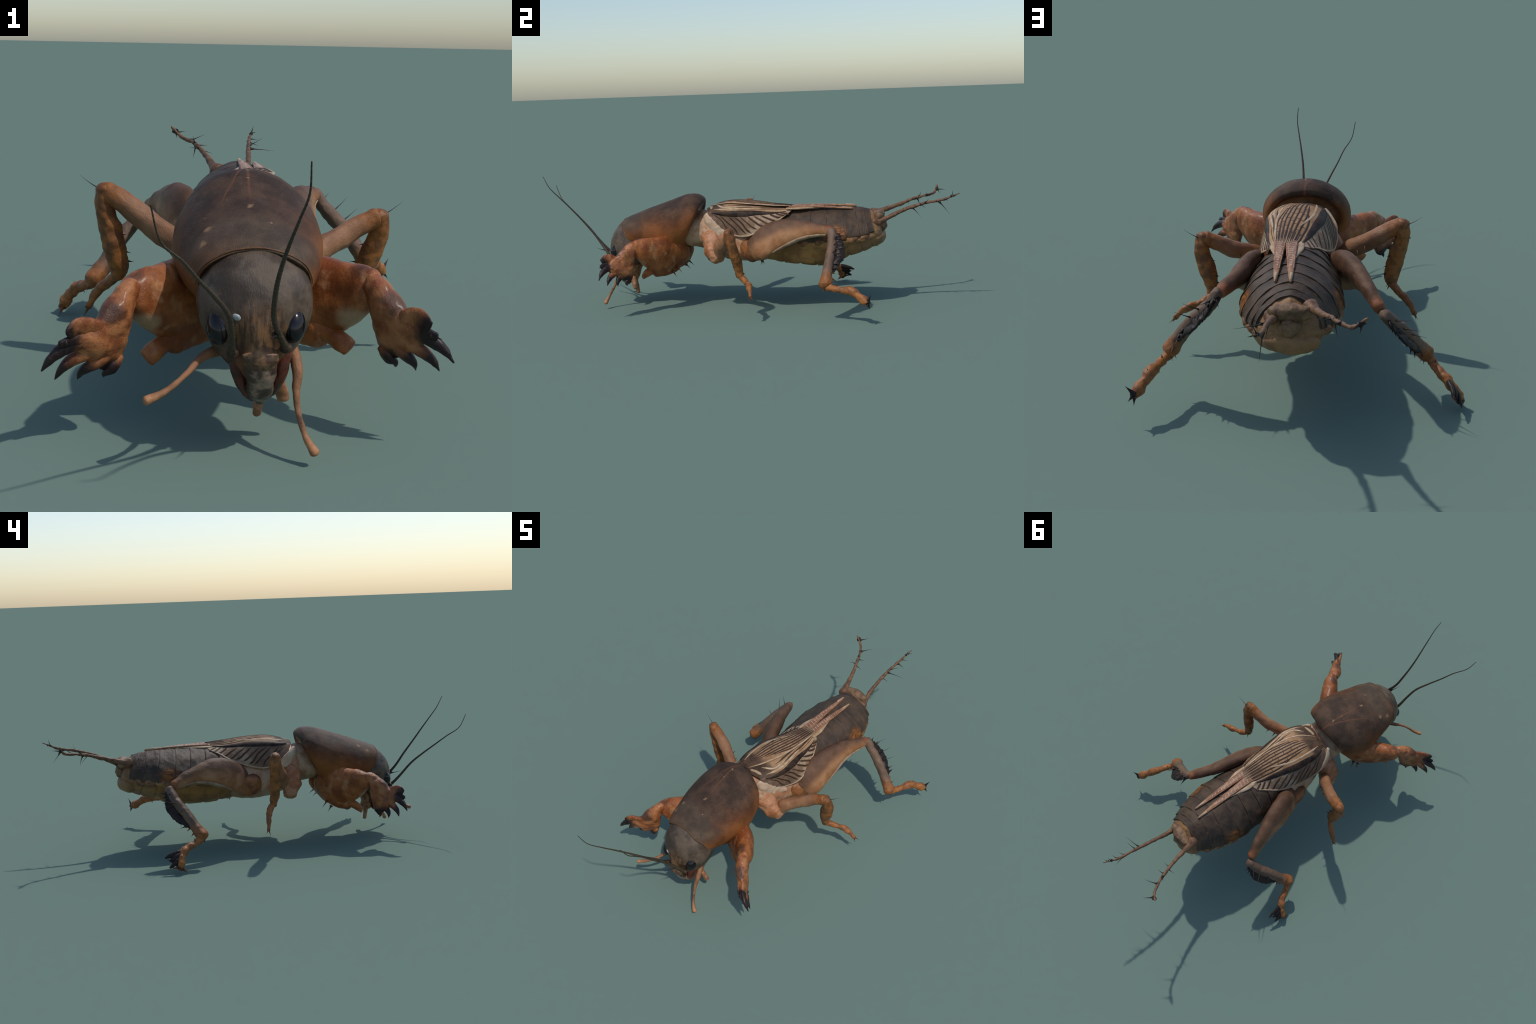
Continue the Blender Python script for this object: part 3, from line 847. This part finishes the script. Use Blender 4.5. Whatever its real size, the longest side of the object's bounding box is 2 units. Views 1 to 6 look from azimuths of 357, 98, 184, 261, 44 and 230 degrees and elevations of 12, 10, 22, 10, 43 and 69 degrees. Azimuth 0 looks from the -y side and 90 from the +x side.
# lower wing: half hidden under the other
WP = Surface([
    [(-0.010, -0.172, 0.462), (0.020, -0.176, 0.464), (0.055, -0.180, 0.466), (0.090, -0.172, 0.455), (0.105, -0.165, 0.440), (0.115, -0.155, 0.425), (0.122, -0.140, 0.405)],
    [(0.000, -0.110, 0.474), (0.035, -0.115, 0.480), (0.080, -0.120, 0.480), (0.122, -0.118, 0.456), (0.127, -0.112, 0.428), (0.131, -0.106, 0.398), (0.131, -0.095, 0.362)],
    [(0.005, -0.050, 0.478), (0.045, -0.052, 0.486), (0.095, -0.056, 0.483), (0.134, -0.056, 0.460), (0.140, -0.050, 0.420), (0.143, -0.044, 0.382), (0.140, -0.034, 0.342)],
    [(0.010, 0.010, 0.478), (0.050, 0.008, 0.485), (0.094, 0.006, 0.481), (0.128, 0.004, 0.460), (0.146, 0.010, 0.420), (0.154, 0.018, 0.382), (0.158, 0.026, 0.344)],
    [(0.015, 0.070, 0.474), (0.050, 0.068, 0.480), (0.092, 0.066, 0.476), (0.121, 0.062, 0.458), (0.139, 0.070, 0.425), (0.150, 0.078, 0.395), (0.157, 0.086, 0.366)],
    [(0.022, 0.130, 0.470), (0.055, 0.130, 0.474), (0.090, 0.128, 0.470), (0.117, 0.124, 0.452), (0.131, 0.130, 0.430), (0.139, 0.134, 0.412), (0.144, 0.136, 0.396)],
    [(0.030, 0.182, 0.467), (0.058, 0.182, 0.470), (0.086, 0.180, 0.467), (0.108, 0.176, 0.450), (0.117, 0.180, 0.440), (0.123, 0.180, 0.430), (0.127, 0.177, 0.420)],
    [(0.040, 0.226, 0.464), (0.060, 0.228, 0.466), (0.078, 0.228, 0.463), (0.092, 0.226, 0.454), (0.101, 0.220, 0.448), (0.108, 0.212, 0.442), (0.114, 0.204, 0.436)],
])

back = []
for i, t0 in enumerate(np.linspace(0.06, 0.36, 8)):
    tm = 0.03 + 0.41 * i / 7
    te = 0.01 + 0.44 * i / 7
    s0 = (0.32, 0.22, 0.15, 0.10, 0.09, 0.10, 0.22, 0.38)[i]
    back.append([(s0, min(t0 + 0.03, 0.34)), (0.5 + 0.25 * s0, tm), (0.80, (tm + te) / 2), (0.99, te)])
fine = [[(0.74, t - 0.002), (0.88, t), (0.995, t)] for t in (0.04, 0.10, 0.165, 0.225, 0.29, 0.35, 0.41)]
ribs = []
rr = random.Random(3)
rf = random.Random(8)
for i in range(7):
    for s_ in np.arange(0.30 + 0.05 * (i % 2), 0.80, 0.115):
        s_ = s_ + rr.uniform(-0.02, 0.02)
        if s_ < (0.42, 0.30, 0.22, 0.2, 0.2, 0.34, 0.52)[i]:
            continue
        t1 = 0.03 + 0.41 * i / 7
        ribs.append([(s_, t1 + 0.004), (s_ + 0.006, t1 + 0.055)])
flank = []
for i, s0 in enumerate(np.linspace(0.10, 0.84, 11)):
    s0 = s0 + rf.uniform(-0.016, 0.016)
    flank.append([(s0, 0.60 - 0.05 * (i > 7)), (s0 + 0.07 + rf.uniform(-0.012, 0.012), 0.72), (min(s0 + 0.13 + rf.uniform(-0.015, 0.015), 0.98), 0.86), (min(s0 + 0.16, 0.995), 0.97 - rf.uniform(0, 0.06))])

w1 = wing(WN, back + fine, ribs, flank, 0.51)
WN.line("wing_rib", [(0.02, 0.10), (0.10, 0.03), (0.25, 0.012), (0.6, 0.01), (0.98, 0.012)], 0.0045, 0.002, MAT["pale"], w1, n=50)
WN.line("wing_rib", [(0.08, 0.40), (0.25, 0.425), (0.5, 0.42), (0.66, 0.36)], 0.0052, 0.0018, MAT["pale"], w1, n=40)
WN.line("wing_rib", [(0.02, 0.93), (0.3, 0.985), (0.6, 0.985), (0.98, 0.985)], 0.0045, 0.002, MAT["pale"], w1, n=50)
w2 = wing(WP, [[(0.25, 0.36), (0.5, 0.34), (0.75, 0.30), (0.99, 0.26)], [(0.35, 0.42), (0.6, 0.40), (0.8, 0.36), (0.99, 0.32)], [(0.5, 0.28), (0.7, 0.27), (0.99, 0.2)], [(0.55, 0.46), (0.75, 0.43), (0.99, 0.40)], [(0.6, 0.24), (0.99, 0.14)]], [], flank, 0.53)
WP.line("wing_rib", [(0.10, 0.44), (0.3, 0.45), (0.5, 0.44), (0.62, 0.41)], 0.0058, 0.0024, MAT["pale"], w2, n=40)
WP.line("wing_rib", [(0.12, 0.30), (0.2, 0.40), (0.3, 0.40), (0.45, 0.375)], 0.0050, 0.0024, MAT["pale"], w2, n=40)
WP.line("wing_rib", [(0.02, 0.93), (0.3, 0.985), (0.6, 0.985), (0.98, 0.985)], 0.0045, 0.002, MAT["pale"], w2, n=50)
WP.line("wing_rib", [(0.03, 0.18), (0.05, 0.30), (0.06, 0.42)], 0.0070, 0.0024, MAT["pale"], w2, n=20)

# cream shoulder pads at the wing roots
tube("wing_base", [(0.094, -0.182, 0.438, 0.009, 0.016), (0.107, -0.165, 0.412, 0.012, 0.024), (0.119, -0.135, 0.380, 0.009, 0.032), (0.127, -0.098, 0.350, 0.008, 0.028), (0.140, -0.055, 0.335, 0.010, 0.012)], MAT["cream"], w2, (0.2, 0.6, 0.8), 30, 24, lump=0.003, scale=30)
tube("wing_base", [(-0.060, -0.182, 0.445, 0.008, 0.014), (-0.080, -0.165, 0.418, 0.010, 0.024), (-0.096, -0.138, 0.392, 0.008, 0.028), (-0.103, -0.105, 0.372, 0.006, 0.018)], MAT["cream"], w1, (-0.2, 0.6, 0.8), 30, 24, lump=0.003, scale=30)

# rolled hindwings: two ribbed tails lying on the back
for a, b, w0 in (((0.037, 0.215, 0.470), (0.023, 0.523, 0.4635), 0.020), ((0.073, 0.215, 0.471), (0.070, 0.507, 0.4555), 0.019)):
    a, b = V(*a), V(*b)
    c = []
    for u in np.linspace(0, 1, 9):
        p = a + (b - a) * u + V(0, 0, 0.003 * math.sin(math.pi * u))
        w = w0 * (1 - u) ** 0.8 * 0.85 + 0.004
        c.append((*p, w, 0.0045 + 0.001 * (1 - u)))
    o = tube("hindwing", c, MAT["tail"], None, (0, 0, 1), 60, 16, power=2.3, lump=0.0008, scale=70, local=False)
    S = spline(c, 200)
    for i, u in enumerate(np.linspace(0.06, 0.66, 11)):
        p = S[int(u * 199)]
        hw = p[3] * (0.75 if i < 7 else 0.5)
        z = p[2] + p[4] * 0.93
        tube("hindwing_rib", [(p[0] - hw, p[1] + 0.004, z - 0.0022, 0.0015, 0.0014), (p[0], p[1], z, 0.0018, 0.0017), (p[0] + hw, p[1] - 0.003, z - 0.0022, 0.0015, 0.0014)], MAT["rib"], o, (0, 0, 1), 8, 6)
    for sx in (-1, 1):
        c2 = [(q[0] + sx * q[3] * 0.80, q[1], q[2] + q[4] * 0.5, 0.0022, 0.0024) for q in S[5:150:20]]
        tube("hindwing_rib", c2, MAT["tail"], o, (0, 0, 1), 24, 8)
    tube("hindwing_tip", [(*(b + V(0, -0.045, 0.0045)), 0.0058, 0.006), (*(b + V(0, -0.005, 0.002)), 0.0042, 0.0055)], MAT["pale"], o, (0, 0, 1), 10, 10)
# pale membrane showing beside the tails
for sx, x0, x1 in ((1, 0.088, 0.082), (-1, 0.012, 0.016)):
    tube("hindwing_membrane", [(x0, 0.205, 0.462, 0.016, 0.006), (x0 + sx * 0.004, 0.25, 0.462, 0.013, 0.006), (x1, 0.31, 0.463, 0.007, 0.005), (x1 - sx * 0.006, 0.36, 0.464, 0.002, 0.004)], MAT["pale"], w1, (0, 0, 1), 30, 14)

# ---------------------------------------------------------------- digging legs


def fore(side):
    """side +1: as measured; -1: the other leg, mirrored and held a little lower"""

    def f(x, y, z):
        k = min(max((x - 0.13) / 0.2, 0), 1)
        mid = min(max((x - 0.10) / 0.10, 0), 1) * min(max((0.36 - x) / 0.05, 0), 1)
        if side > 0:
            return (x + 0.005 * mid, y - 0.005 * mid, z)
        low = min(max((0.25 - z) / 0.05, 0), 1) * (1 if x < 0.24 else 0)
        z = z - 0.013 * low
        mid = mid * (1 - 0.6 * low)
        return (0.014 - x + 0.012 * mid, y - 0.006 * k - 0.013 * mid, z - 0.016 * k - 0.004 * mid)

    return f


def digging_leg(side):
    f = fore(side)
    R = lambda c: [(*f(*r[:3]), r[3], r[4]) for r in c]
    d = lambda x, y, z: (x * side, y, z)
    sd = 11 if side > 0 else 23
    leg = tube("foreleg", R([(0.075, -0.335, 0.264, 0.052, 0.076), (0.120, -0.356, 0.262, 0.052, 0.085), (0.168, -0.383, 0.268, 0.049, 0.091), (0.210, -0.414, 0.285, 0.043, 0.077), (0.242, -0.444, 0.304, 0.037, 0.057), (0.262, -0.465, 0.317, 0.030, 0.040), (0.270, -0.474, 0.322, 0.022, 0.030)]),
               MAT["foreleg"], None, d(0, 0.15, 1), 60, 48, 2.3, lump=0.004, scale=15, seed=sd, local=False)
    tube("coxa", R([(0.050, -0.318, 0.255, 0.044, 0.060), (0.090, -0.345, 0.230, 0.046, 0.062), (0.135, -0.375, 0.207, 0.042, 0.048), (0.170, -0.410, 0.194, 0.030, 0.034)]),
         MAT["foreleg"], leg, d(0.4, 0.3, 0.9), 40, 36, lump=0.005, scale=17, seed=sd + 1, local=False)
    tube("trochanter_spur", R([(0.160, -0.405, 0.205, 0.030, 0.030), (0.190, -0.430, 0.195, 0.019, 0.022), (0.213, -0.449, 0.182, 0.015, 0.022), (0.226, -0.458, 0.173, 0.009, 0.020)]),
         MAT["foreleg"], leg, d(0.3, 0.5, 1), 24, 20, caps=(0.8, 0.3), lump=0.002, scale=40, seed=sd, local=False)
    tips = [(0.418, -0.619, 0.193), (0.398, -0.587, 0.164), (0.358, -0.550, 0.152), (0.318, -0.512, 0.149)]
    mm = m_digger(f(0.300, -0.545, 0.298), [f(*t) for t in tips] + [f(0.385, -0.618, 0.250)])
    wide = d(0.36, -0.58, 0.73)
    tib = tube("tibia", R([(0.262, -0.472, 0.328, 0.020, 0.022), (0.272, -0.488, 0.318, 0.025, 0.027), (0.284, -0.506, 0.296, 0.029, 0.036), (0.299, -0.523, 0.260, 0.026, 0.049), (0.316, -0.537, 0.228, 0.021, 0.064), (0.327, -0.543, 0.207, 0.016, 0.066), (0.334, -0.548, 0.197, 0.009, 0.058)]),
               mm, leg, wide, 56, 44, 2.2, lump=0.005, scale=24, seed=sd + 2, local=False)
    roots = [(0.316, -0.553, 0.254), (0.312, -0.543, 0.230), (0.302, -0.527, 0.208), (0.286, -0.506, 0.190)]
    for i in range(4):
        a, b = V(*roots[i]), V(*tips[i])
        m = a + (b - a) * 0.55 + (V(0.006, -0.012, 0.012), V(0.005, -0.010, 0.008), V(0.004, -0.008, 0.006), V(0.001, -0.006, 0.0))[i]
        rr = np.array((0.013, 0.0165, 0.0150, 0.0100, 0.0012)) * (1.0, 0.95, 0.9, 0.85)[i]
        w = [a, a + (m - a) * 0.5 + V(0, -0.002, 0), m, m + (b - m) * 0.5 + V(0.003, -0.003, 0.002), b]
        tube("claw", R([(*p, r * 0.85, r) for p, r in zip(w, rr)]), mm, tib, wide, 34, 16, caps=(0.6, 0.5), lump=0.0014, scale=60, seed=i, local=False)
    tube("tarsus", R([(0.322, -0.562, 0.268, 0.012, 0.020), (0.340, -0.584, 0.276, 0.009, 0.023), (0.353, -0.602, 0.276, 0.007, 0.022), (0.364, -0.616, 0.266, 0.005, 0.015)]), mm, tib, wide, 26, 20, lump=0.002, scale=50, local=False)
    tube("tarsus", R([(0.346, -0.588, 0.252, 0.009, 0.014), (0.365, -0.608, 0.250, 0.007, 0.013), (0.380, -0.618, 0.247, 0.005, 0.010)]), mm, tib, wide, 20, 16, lump=0.001, scale=50, local=False)
    spike("tarsal_claw", f(0.370, -0.612, 0.248), f(0.391, -0.625, 0.243), 0.009, MAT["spine"], tib, flare=0.4)
    for a, b in (((0.150, -0.335, 0.180), (0.165, -0.312, 0.155)), ((0.135, -0.318, 0.200), (0.150, -0.290, 0.172))):
        spike("bristle", f(*a), f(*b), 0.005, MAT["brownspine"], leg)
    return leg


digging_leg(1)
digging_leg(-1)
# underside plate between the digging legs
blob("prosternum", (0.011, -0.375, 0.250), (0.105, 0.085, 0.068), MAT["foreleg"], None, None, 48, 0.006, 18, 9)

# ---------------------------------------------------------------- walking legs


def along_curve(c, n=200):
    return spline(np.array(c, float), n)


def thorns(parent, c, us, d, ln, r, mat, name="spine", jitter=0.25, seed=0):
    S = along_curve(c)
    g = random.Random(seed)
    for u in us:
        p = S[int(u * 199)]
        dd = unit(np.array(d) + np.array([g.uniform(-jitter, jitter) for _ in range(3)]))
        k = g.uniform(0.75, 1.25)
        spike(name, p[:3] + dd * max(p[3], p[4]) * 0.55, p[:3] + dd * (max(p[3], p[4]) * 0.9 + ln * k), r, mat, parent, tuple(-dd * 0.0 + V(0, 0, -0.002)), 1.6)


def middle_leg(side, coxa, femur, tibia, tarsus, seed):
    L = float(np.linalg.norm(np.array(femur[-1][:3]) - np.array(femur[0][:3])))
    leg = tube("midleg", femur, m_tibia(L, (0.23, 0.115, 0.062), (0.34, 0.18, 0.10), (0.36, 0.15, 0.06)), None, (0, -0.2, 1), 50, 28, lump=0.0030, scale=24, seed=seed)
    cx = tube("coxa", coxa, MAT["coxa"], leg, (0, 1, 0.3), 44, 40, lump=0.010, scale=22, seed=seed + 1, local=False)
    tb = tube("tibia", tibia, MAT["midtibia"], leg, (side, 0.1, 0.2), 44, 24, power=1.7, lump=0.004, scale=34, seed=seed + 2, local=False)
    ts = tube("tarsus", tarsus, MAT["tarsus"], leg, (0, 0.3, 1), 44, 16, lump=0.0035, scale=45, seed=seed + 3, local=False)
    thorns(leg, femur, (0.2, 0.32, 0.45), (0.1 * side, 0.85, -0.25), 0.022, 0.007, MAT["brownspine"], seed=seed)
    thorns(tb, tibia, (0.35, 0.52, 0.66, 0.80), (-side, 0.35, -0.25), 0.018, 0.007, MAT["spine"], seed=seed + 1)
    thorns(tb, tibia, (0.88, 0.95), (-side * 0.6, 0.5, -0.7), 0.022, 0.006, MAT["brownspine"], seed=seed + 4)
    k = np.array(femur[-1][:3])
    spike("bristle", k + V(side * 0.018, 0.012, 0.004), k + V(side * 0.075, 0.024, 0.040), 0.0022, MAT["spine"], leg, (0, 0, -0.006))
    e = np.array(tarsus[-1][:3])
    t = unit(e - np.array(tarsus[-2][:3]))
    for q in (-1, 1):
        spike("tarsal_claw", e, e + t * 0.022 + V(0.004 * q, 0.010 * q, 0.004 * q - 0.004), 0.005, MAT["brownspine"], ts)
    return leg


middle_leg(1,
           [(0.090, -0.160, 0.335, 0.042, 0.046), (0.120, -0.150, 0.297, 0.042, 0.046), (0.142, -0.136, 0.258, 0.038, 0.044), (0.156, -0.124, 0.238, 0.026, 0.032)],
           [(0.1600, -0.1120, 0.2620, 0.0264, 0.0308), (0.1800, -0.1070, 0.2920, 0.0264, 0.0330), (0.2150, -0.0830, 0.3170, 0.0264, 0.0308), (0.2620, -0.0560, 0.3360, 0.0253, 0.0297), (0.3110, -0.0390, 0.3640, 0.0242, 0.0286), (0.3520, -0.0310, 0.3830, 0.0231, 0.0264)],
           [(0.3640, -0.0300, 0.3880, 0.0231, 0.0231), (0.3690, -0.0210, 0.3530, 0.0231, 0.0242), (0.3590, -0.0120, 0.3130, 0.0231, 0.0286), (0.3460, -0.0040, 0.2710, 0.0231, 0.0297), (0.3340, 0.0030, 0.2290, 0.0220, 0.0253), (0.3320, 0.0100, 0.1940, 0.0176, 0.0176)],
           [(0.3260, 0.0100, 0.1920, 0.0138, 0.0149), (0.3550, 0.0340, 0.1720, 0.0138, 0.0149), (0.3800, 0.0480, 0.1660, 0.0103, 0.0115), (0.4040, 0.0590, 0.1600, 0.0138, 0.0149), (0.4340, 0.0660, 0.1420, 0.0103, 0.0115), (0.4560, 0.0720, 0.1210, 0.0080, 0.0092)], 31)
middle_leg(-1,
           [(-0.070, -0.160, 0.340, 0.038, 0.042), (-0.100, -0.154, 0.302, 0.042, 0.046), (-0.124, -0.145, 0.266, 0.041, 0.046), (-0.136, -0.136, 0.242, 0.030, 0.034)],
           [(-0.1300, -0.1150, 0.2850, 0.0264, 0.0308), (-0.1520, -0.0980, 0.3280, 0.0264, 0.0330), (-0.1970, -0.0790, 0.3560, 0.0264, 0.0319), (-0.2420, -0.0580, 0.3880, 0.0264, 0.0308), (-0.2870, -0.0450, 0.4220, 0.0253, 0.0297), (-0.3220, -0.0380, 0.4440, 0.0242, 0.0264)],
           [(-0.3330, -0.0370, 0.4520, 0.0231, 0.0242), (-0.3340, -0.0330, 0.4040, 0.0231, 0.0253), (-0.3210, -0.0350, 0.3480, 0.0231, 0.0286), (-0.3070, -0.0370, 0.2900, 0.0231, 0.0286), (-0.3010, -0.0310, 0.2450, 0.0198, 0.0242), (-0.3030, -0.0270, 0.2280, 0.0154, 0.0176)],
           [(-0.3000, -0.0290, 0.2320, 0.0138, 0.0149), (-0.3270, -0.0060, 0.2080, 0.0126, 0.0149), (-0.3530, 0.0050, 0.1840, 0.0126, 0.0138), (-0.3720, 0.0090, 0.1590, 0.0103, 0.0115), (-0.3850, 0.0130, 0.1330, 0.0080, 0.0092)], 41)


def hind_leg(side, coxa, femur, tibia, tarsus, claws, seed):
    femur = [(r[0] + (0.002 if side > 0 else 0.010 - 0.005 * (i == 6)), r[1], r[2] - 0.005 * (1 - i / 6), r[3], r[4]) for i, r in enumerate(femur)]
    L = float(np.linalg.norm(np.array(femur[-1][:3]) - np.array(femur[0][:3])))
    ref = V(-side * 0.45, 0, 1)
    x_ = unit(np.array(femur[-1][:3]) - np.array(femur[0][:3]))
    arch = float(np.dot(np.array(femur[3][:3]) - np.array(femur[0][:3]), unit(ref - np.dot(ref, x_) * x_)))
    leg = tube("hindleg", femur, m_femur(L, arch), None, tuple(ref), 70, 40, 2.15, lump=0.0035, scale=18, seed=seed)
    F = along_curve(femur)
    hem = []
    for i in range(40, 196, 15):
        t_ = unit(F[min(i + 3, 199), :3] - F[i - 3, :3])
        B_ = unit(np.cross(t_, ref))
        N_ = np.cross(B_, t_)
        k_ = math.sin(math.pi * (i - 36) / 170) ** 0.5
        hem.append((*(F[i, :3] - N_ * F[i, 4] * 0.93 + V(side, 0, 0) * F[i, 3] * 0.25), 0.011 * k_ + 0.002, 0.006 * k_ + 0.002))
    tube("femur_hem", hem, MAT["hem"], leg, tuple(ref), 50, 16, lump=0.0015, scale=40, seed=seed, local=False)
    tube("coxa", coxa, MAT["hindcoxa"], leg, (0, 0, 1), 36, 32, lump=0.006, scale=20, seed=seed + 1, local=False)
    Lt = float(np.linalg.norm(np.array(tibia[-1][:3]) - np.array(tibia[0][:3])))
    tb = tube("tibia", tibia, m_tibia(Lt, (0.12, 0.078, 0.055), (0.19, 0.12, 0.08), (0.36, 0.15, 0.06)), leg, (0, 1, 0.2), 50, 26, power=1.75, lump=0.0034, scale=34, seed=seed + 2)
    ts = tube("tarsus", tarsus, MAT["tarsus"], leg, (0.2, 0, 1), 56, 18, lump=0.004, scale=48, seed=seed + 3, local=False)
    S = along_curve(tibia)
    ax_ = unit(S[-1, :3] - S[0, :3])
    rear = unit(V(-side * 0.25, 1, 0.25) - np.dot(V(-side * 0.25, 1, 0.25), ax_) * ax_)
    crest = [(*(S[int(u * 199), :3] + rear * (0.018 + 0.022 * math.sin(math.pi * (u - 0.06) / 0.72))), 0.007, 0.010 + 0.013 * math.sin(math.pi * (u - 0.06) / 0.72)) for u in np.linspace(0.08, 0.76, 9)]
    tube("tibia_crest", crest, MAT["spine"], tb, tuple(rear), 40, 14, lump=0.006, scale=70, seed=seed)
    thorns(tb, tibia, np.linspace(0.06, 0.74, 17), tuple(rear - ax_ * 0.15), 0.036, 0.009, MAT["spine"], jitter=0.4, seed=seed)
    thorns(tb, tibia, (0.66, 0.76, 0.86), tuple(rear + ax_ * 0.4), 0.024, 0.010, MAT["brownspine"], seed=seed + 5)
    thorns(tb, tibia, (0.12, 0.3, 0.45), tuple(rear * 0.8 + V(side * 0.6, 0, 0.5)), 0.065, 0.003, MAT["spine"], "bristle", seed=seed + 6)
    e = S[-1, :3]
    for dd in ((-0.4, -0.2, -1), (0.3, 0.5, -1), (0.6, -0.3, -0.9), (-0.2, 0.8, -0.7)):
        dd = unit(V(dd[0] * side, dd[1], dd[2]))
        spike("spur", e + dd * 0.008, e + dd * 0.042, 0.008, MAT["brownspine"], tb)
    Q = along_curve(tarsus)
    for u, dd in ((0.25, (0, 0.2, 1)), (0.42, (-0.4, 0, -1)), (0.5, (0.5, 0.2, -1)), (0.62, (0.2, 0.4, 1))):
        p = Q[int(u * 199)]
        dd = unit(V(dd[0] * side, dd[1], dd[2]))
        spike("spine", p[:3] + dd * p[3] * 0.5, p[:3] + dd * 0.026, 0.006, MAT["brownspine"], ts)
    e = np.array(tarsus[-1][:3])
    for c in claws:
        spike("tarsal_claw", e + (V(*c) - e) * 0.1, c, 0.010, MAT["spine"] if c[2] > 0.03 else MAT["brownspine"], ts, flare=1.0)
    return leg


hind_leg(1,
         [(0.085, 0.010, 0.290, 0.050, 0.055), (0.125, 0.028, 0.278, 0.048, 0.055), (0.160, 0.048, 0.276, 0.038, 0.050)],
         [(0.17, 0.052, 0.287, 0.028, 0.0562), (0.178, 0.085, 0.309, 0.033, 0.0691), (0.179, 0.133, 0.339, 0.036, 0.0713), (0.185, 0.202, 0.367, 0.035, 0.0648), (0.197, 0.275, 0.379, 0.03, 0.0464), (0.217, 0.349, 0.381, 0.024, 0.0302), (0.243, 0.415, 0.378, 0.019, 0.0216)],
         [(0.253, 0.422, 0.378, 0.0189, 0.0212), (0.28, 0.425, 0.335, 0.0212, 0.0212), (0.32, 0.42, 0.29, 0.0224, 0.0224), (0.357, 0.412, 0.248, 0.0224, 0.0224), (0.387, 0.406, 0.206, 0.0236, 0.0236), (0.412, 0.4, 0.166, 0.0283, 0.0307)],
         [(0.412, 0.398, 0.16, 0.0179, 0.0207), (0.43, 0.438, 0.148, 0.0146, 0.0149), (0.444, 0.477, 0.145, 0.0146, 0.0161), (0.458, 0.515, 0.142, 0.019, 0.0207), (0.474, 0.545, 0.124, 0.0146, 0.0161), (0.49, 0.572, 0.106, 0.0179, 0.0196), (0.496, 0.582, 0.102, 0.0134, 0.0149)],
         [(0.520, 0.600, 0.140), (0.497, 0.595, 0.068), (0.518, 0.585, 0.075)], 51)
LEG = hind_leg(-1,
         [(-0.060, 0.015, 0.290, 0.050, 0.055), (-0.095, 0.038, 0.285, 0.048, 0.055), (-0.118, 0.065, 0.285, 0.036, 0.050)],
         [(-0.112, 0.062, 0.292, 0.028, 0.054), (-0.128, 0.098, 0.322, 0.034, 0.0691), (-0.15, 0.147, 0.353, 0.036, 0.0713), (-0.175, 0.214, 0.374, 0.035, 0.0648), (-0.2, 0.283, 0.374, 0.03, 0.0464), (-0.224, 0.349, 0.362, 0.024, 0.0313), (-0.248, 0.412, 0.337, 0.019, 0.0227)],
         [(-0.261, 0.436, 0.322, 0.0201, 0.0224), (-0.297, 0.417, 0.28, 0.0212, 0.0224), (-0.327, 0.39, 0.244, 0.0224, 0.0236), (-0.353, 0.364, 0.207, 0.0224, 0.0236), (-0.377, 0.339, 0.169, 0.0236, 0.0248), (-0.402, 0.314, 0.134, 0.0283, 0.0307)],
         [(-0.406, 0.312, 0.128, 0.0168, 0.0196), (-0.432, 0.349, 0.108, 0.0134, 0.0149), (-0.451, 0.382, 0.097, 0.0157, 0.0161), (-0.47, 0.404, 0.082, 0.0168, 0.0184), (-0.49, 0.416, 0.058, 0.0146, 0.0161), (-0.505, 0.42, 0.034, 0.0157, 0.0172), (-0.51, 0.42, 0.024, 0.0112, 0.0126)],
         [(-0.519, 0.394, 0.001), (-0.509, 0.468, 0.028), (-0.482, 0.485, 0.065)], 61)

# webbed dark claws splayed behind the planted foot
for a, b, c in (((-0.468, 0.402, 0.085), (-0.478, 0.450, 0.078), (-0.482, 0.487, 0.066)), ((-0.486, 0.412, 0.062), (-0.502, 0.445, 0.045), (-0.509, 0.470, 0.028)), ((-0.475, 0.408, 0.074), (-0.490, 0.448, 0.062), (-0.492, 0.468, 0.054))):
    tube("tarsal_claw", [(*a, 0.010, 0.014), (*b, 0.007, 0.012), (*c, 0.002, 0.004)], MAT["spine"], LEG, (0.3, 0, 1), 20, 12, lump=0.002, scale=60)
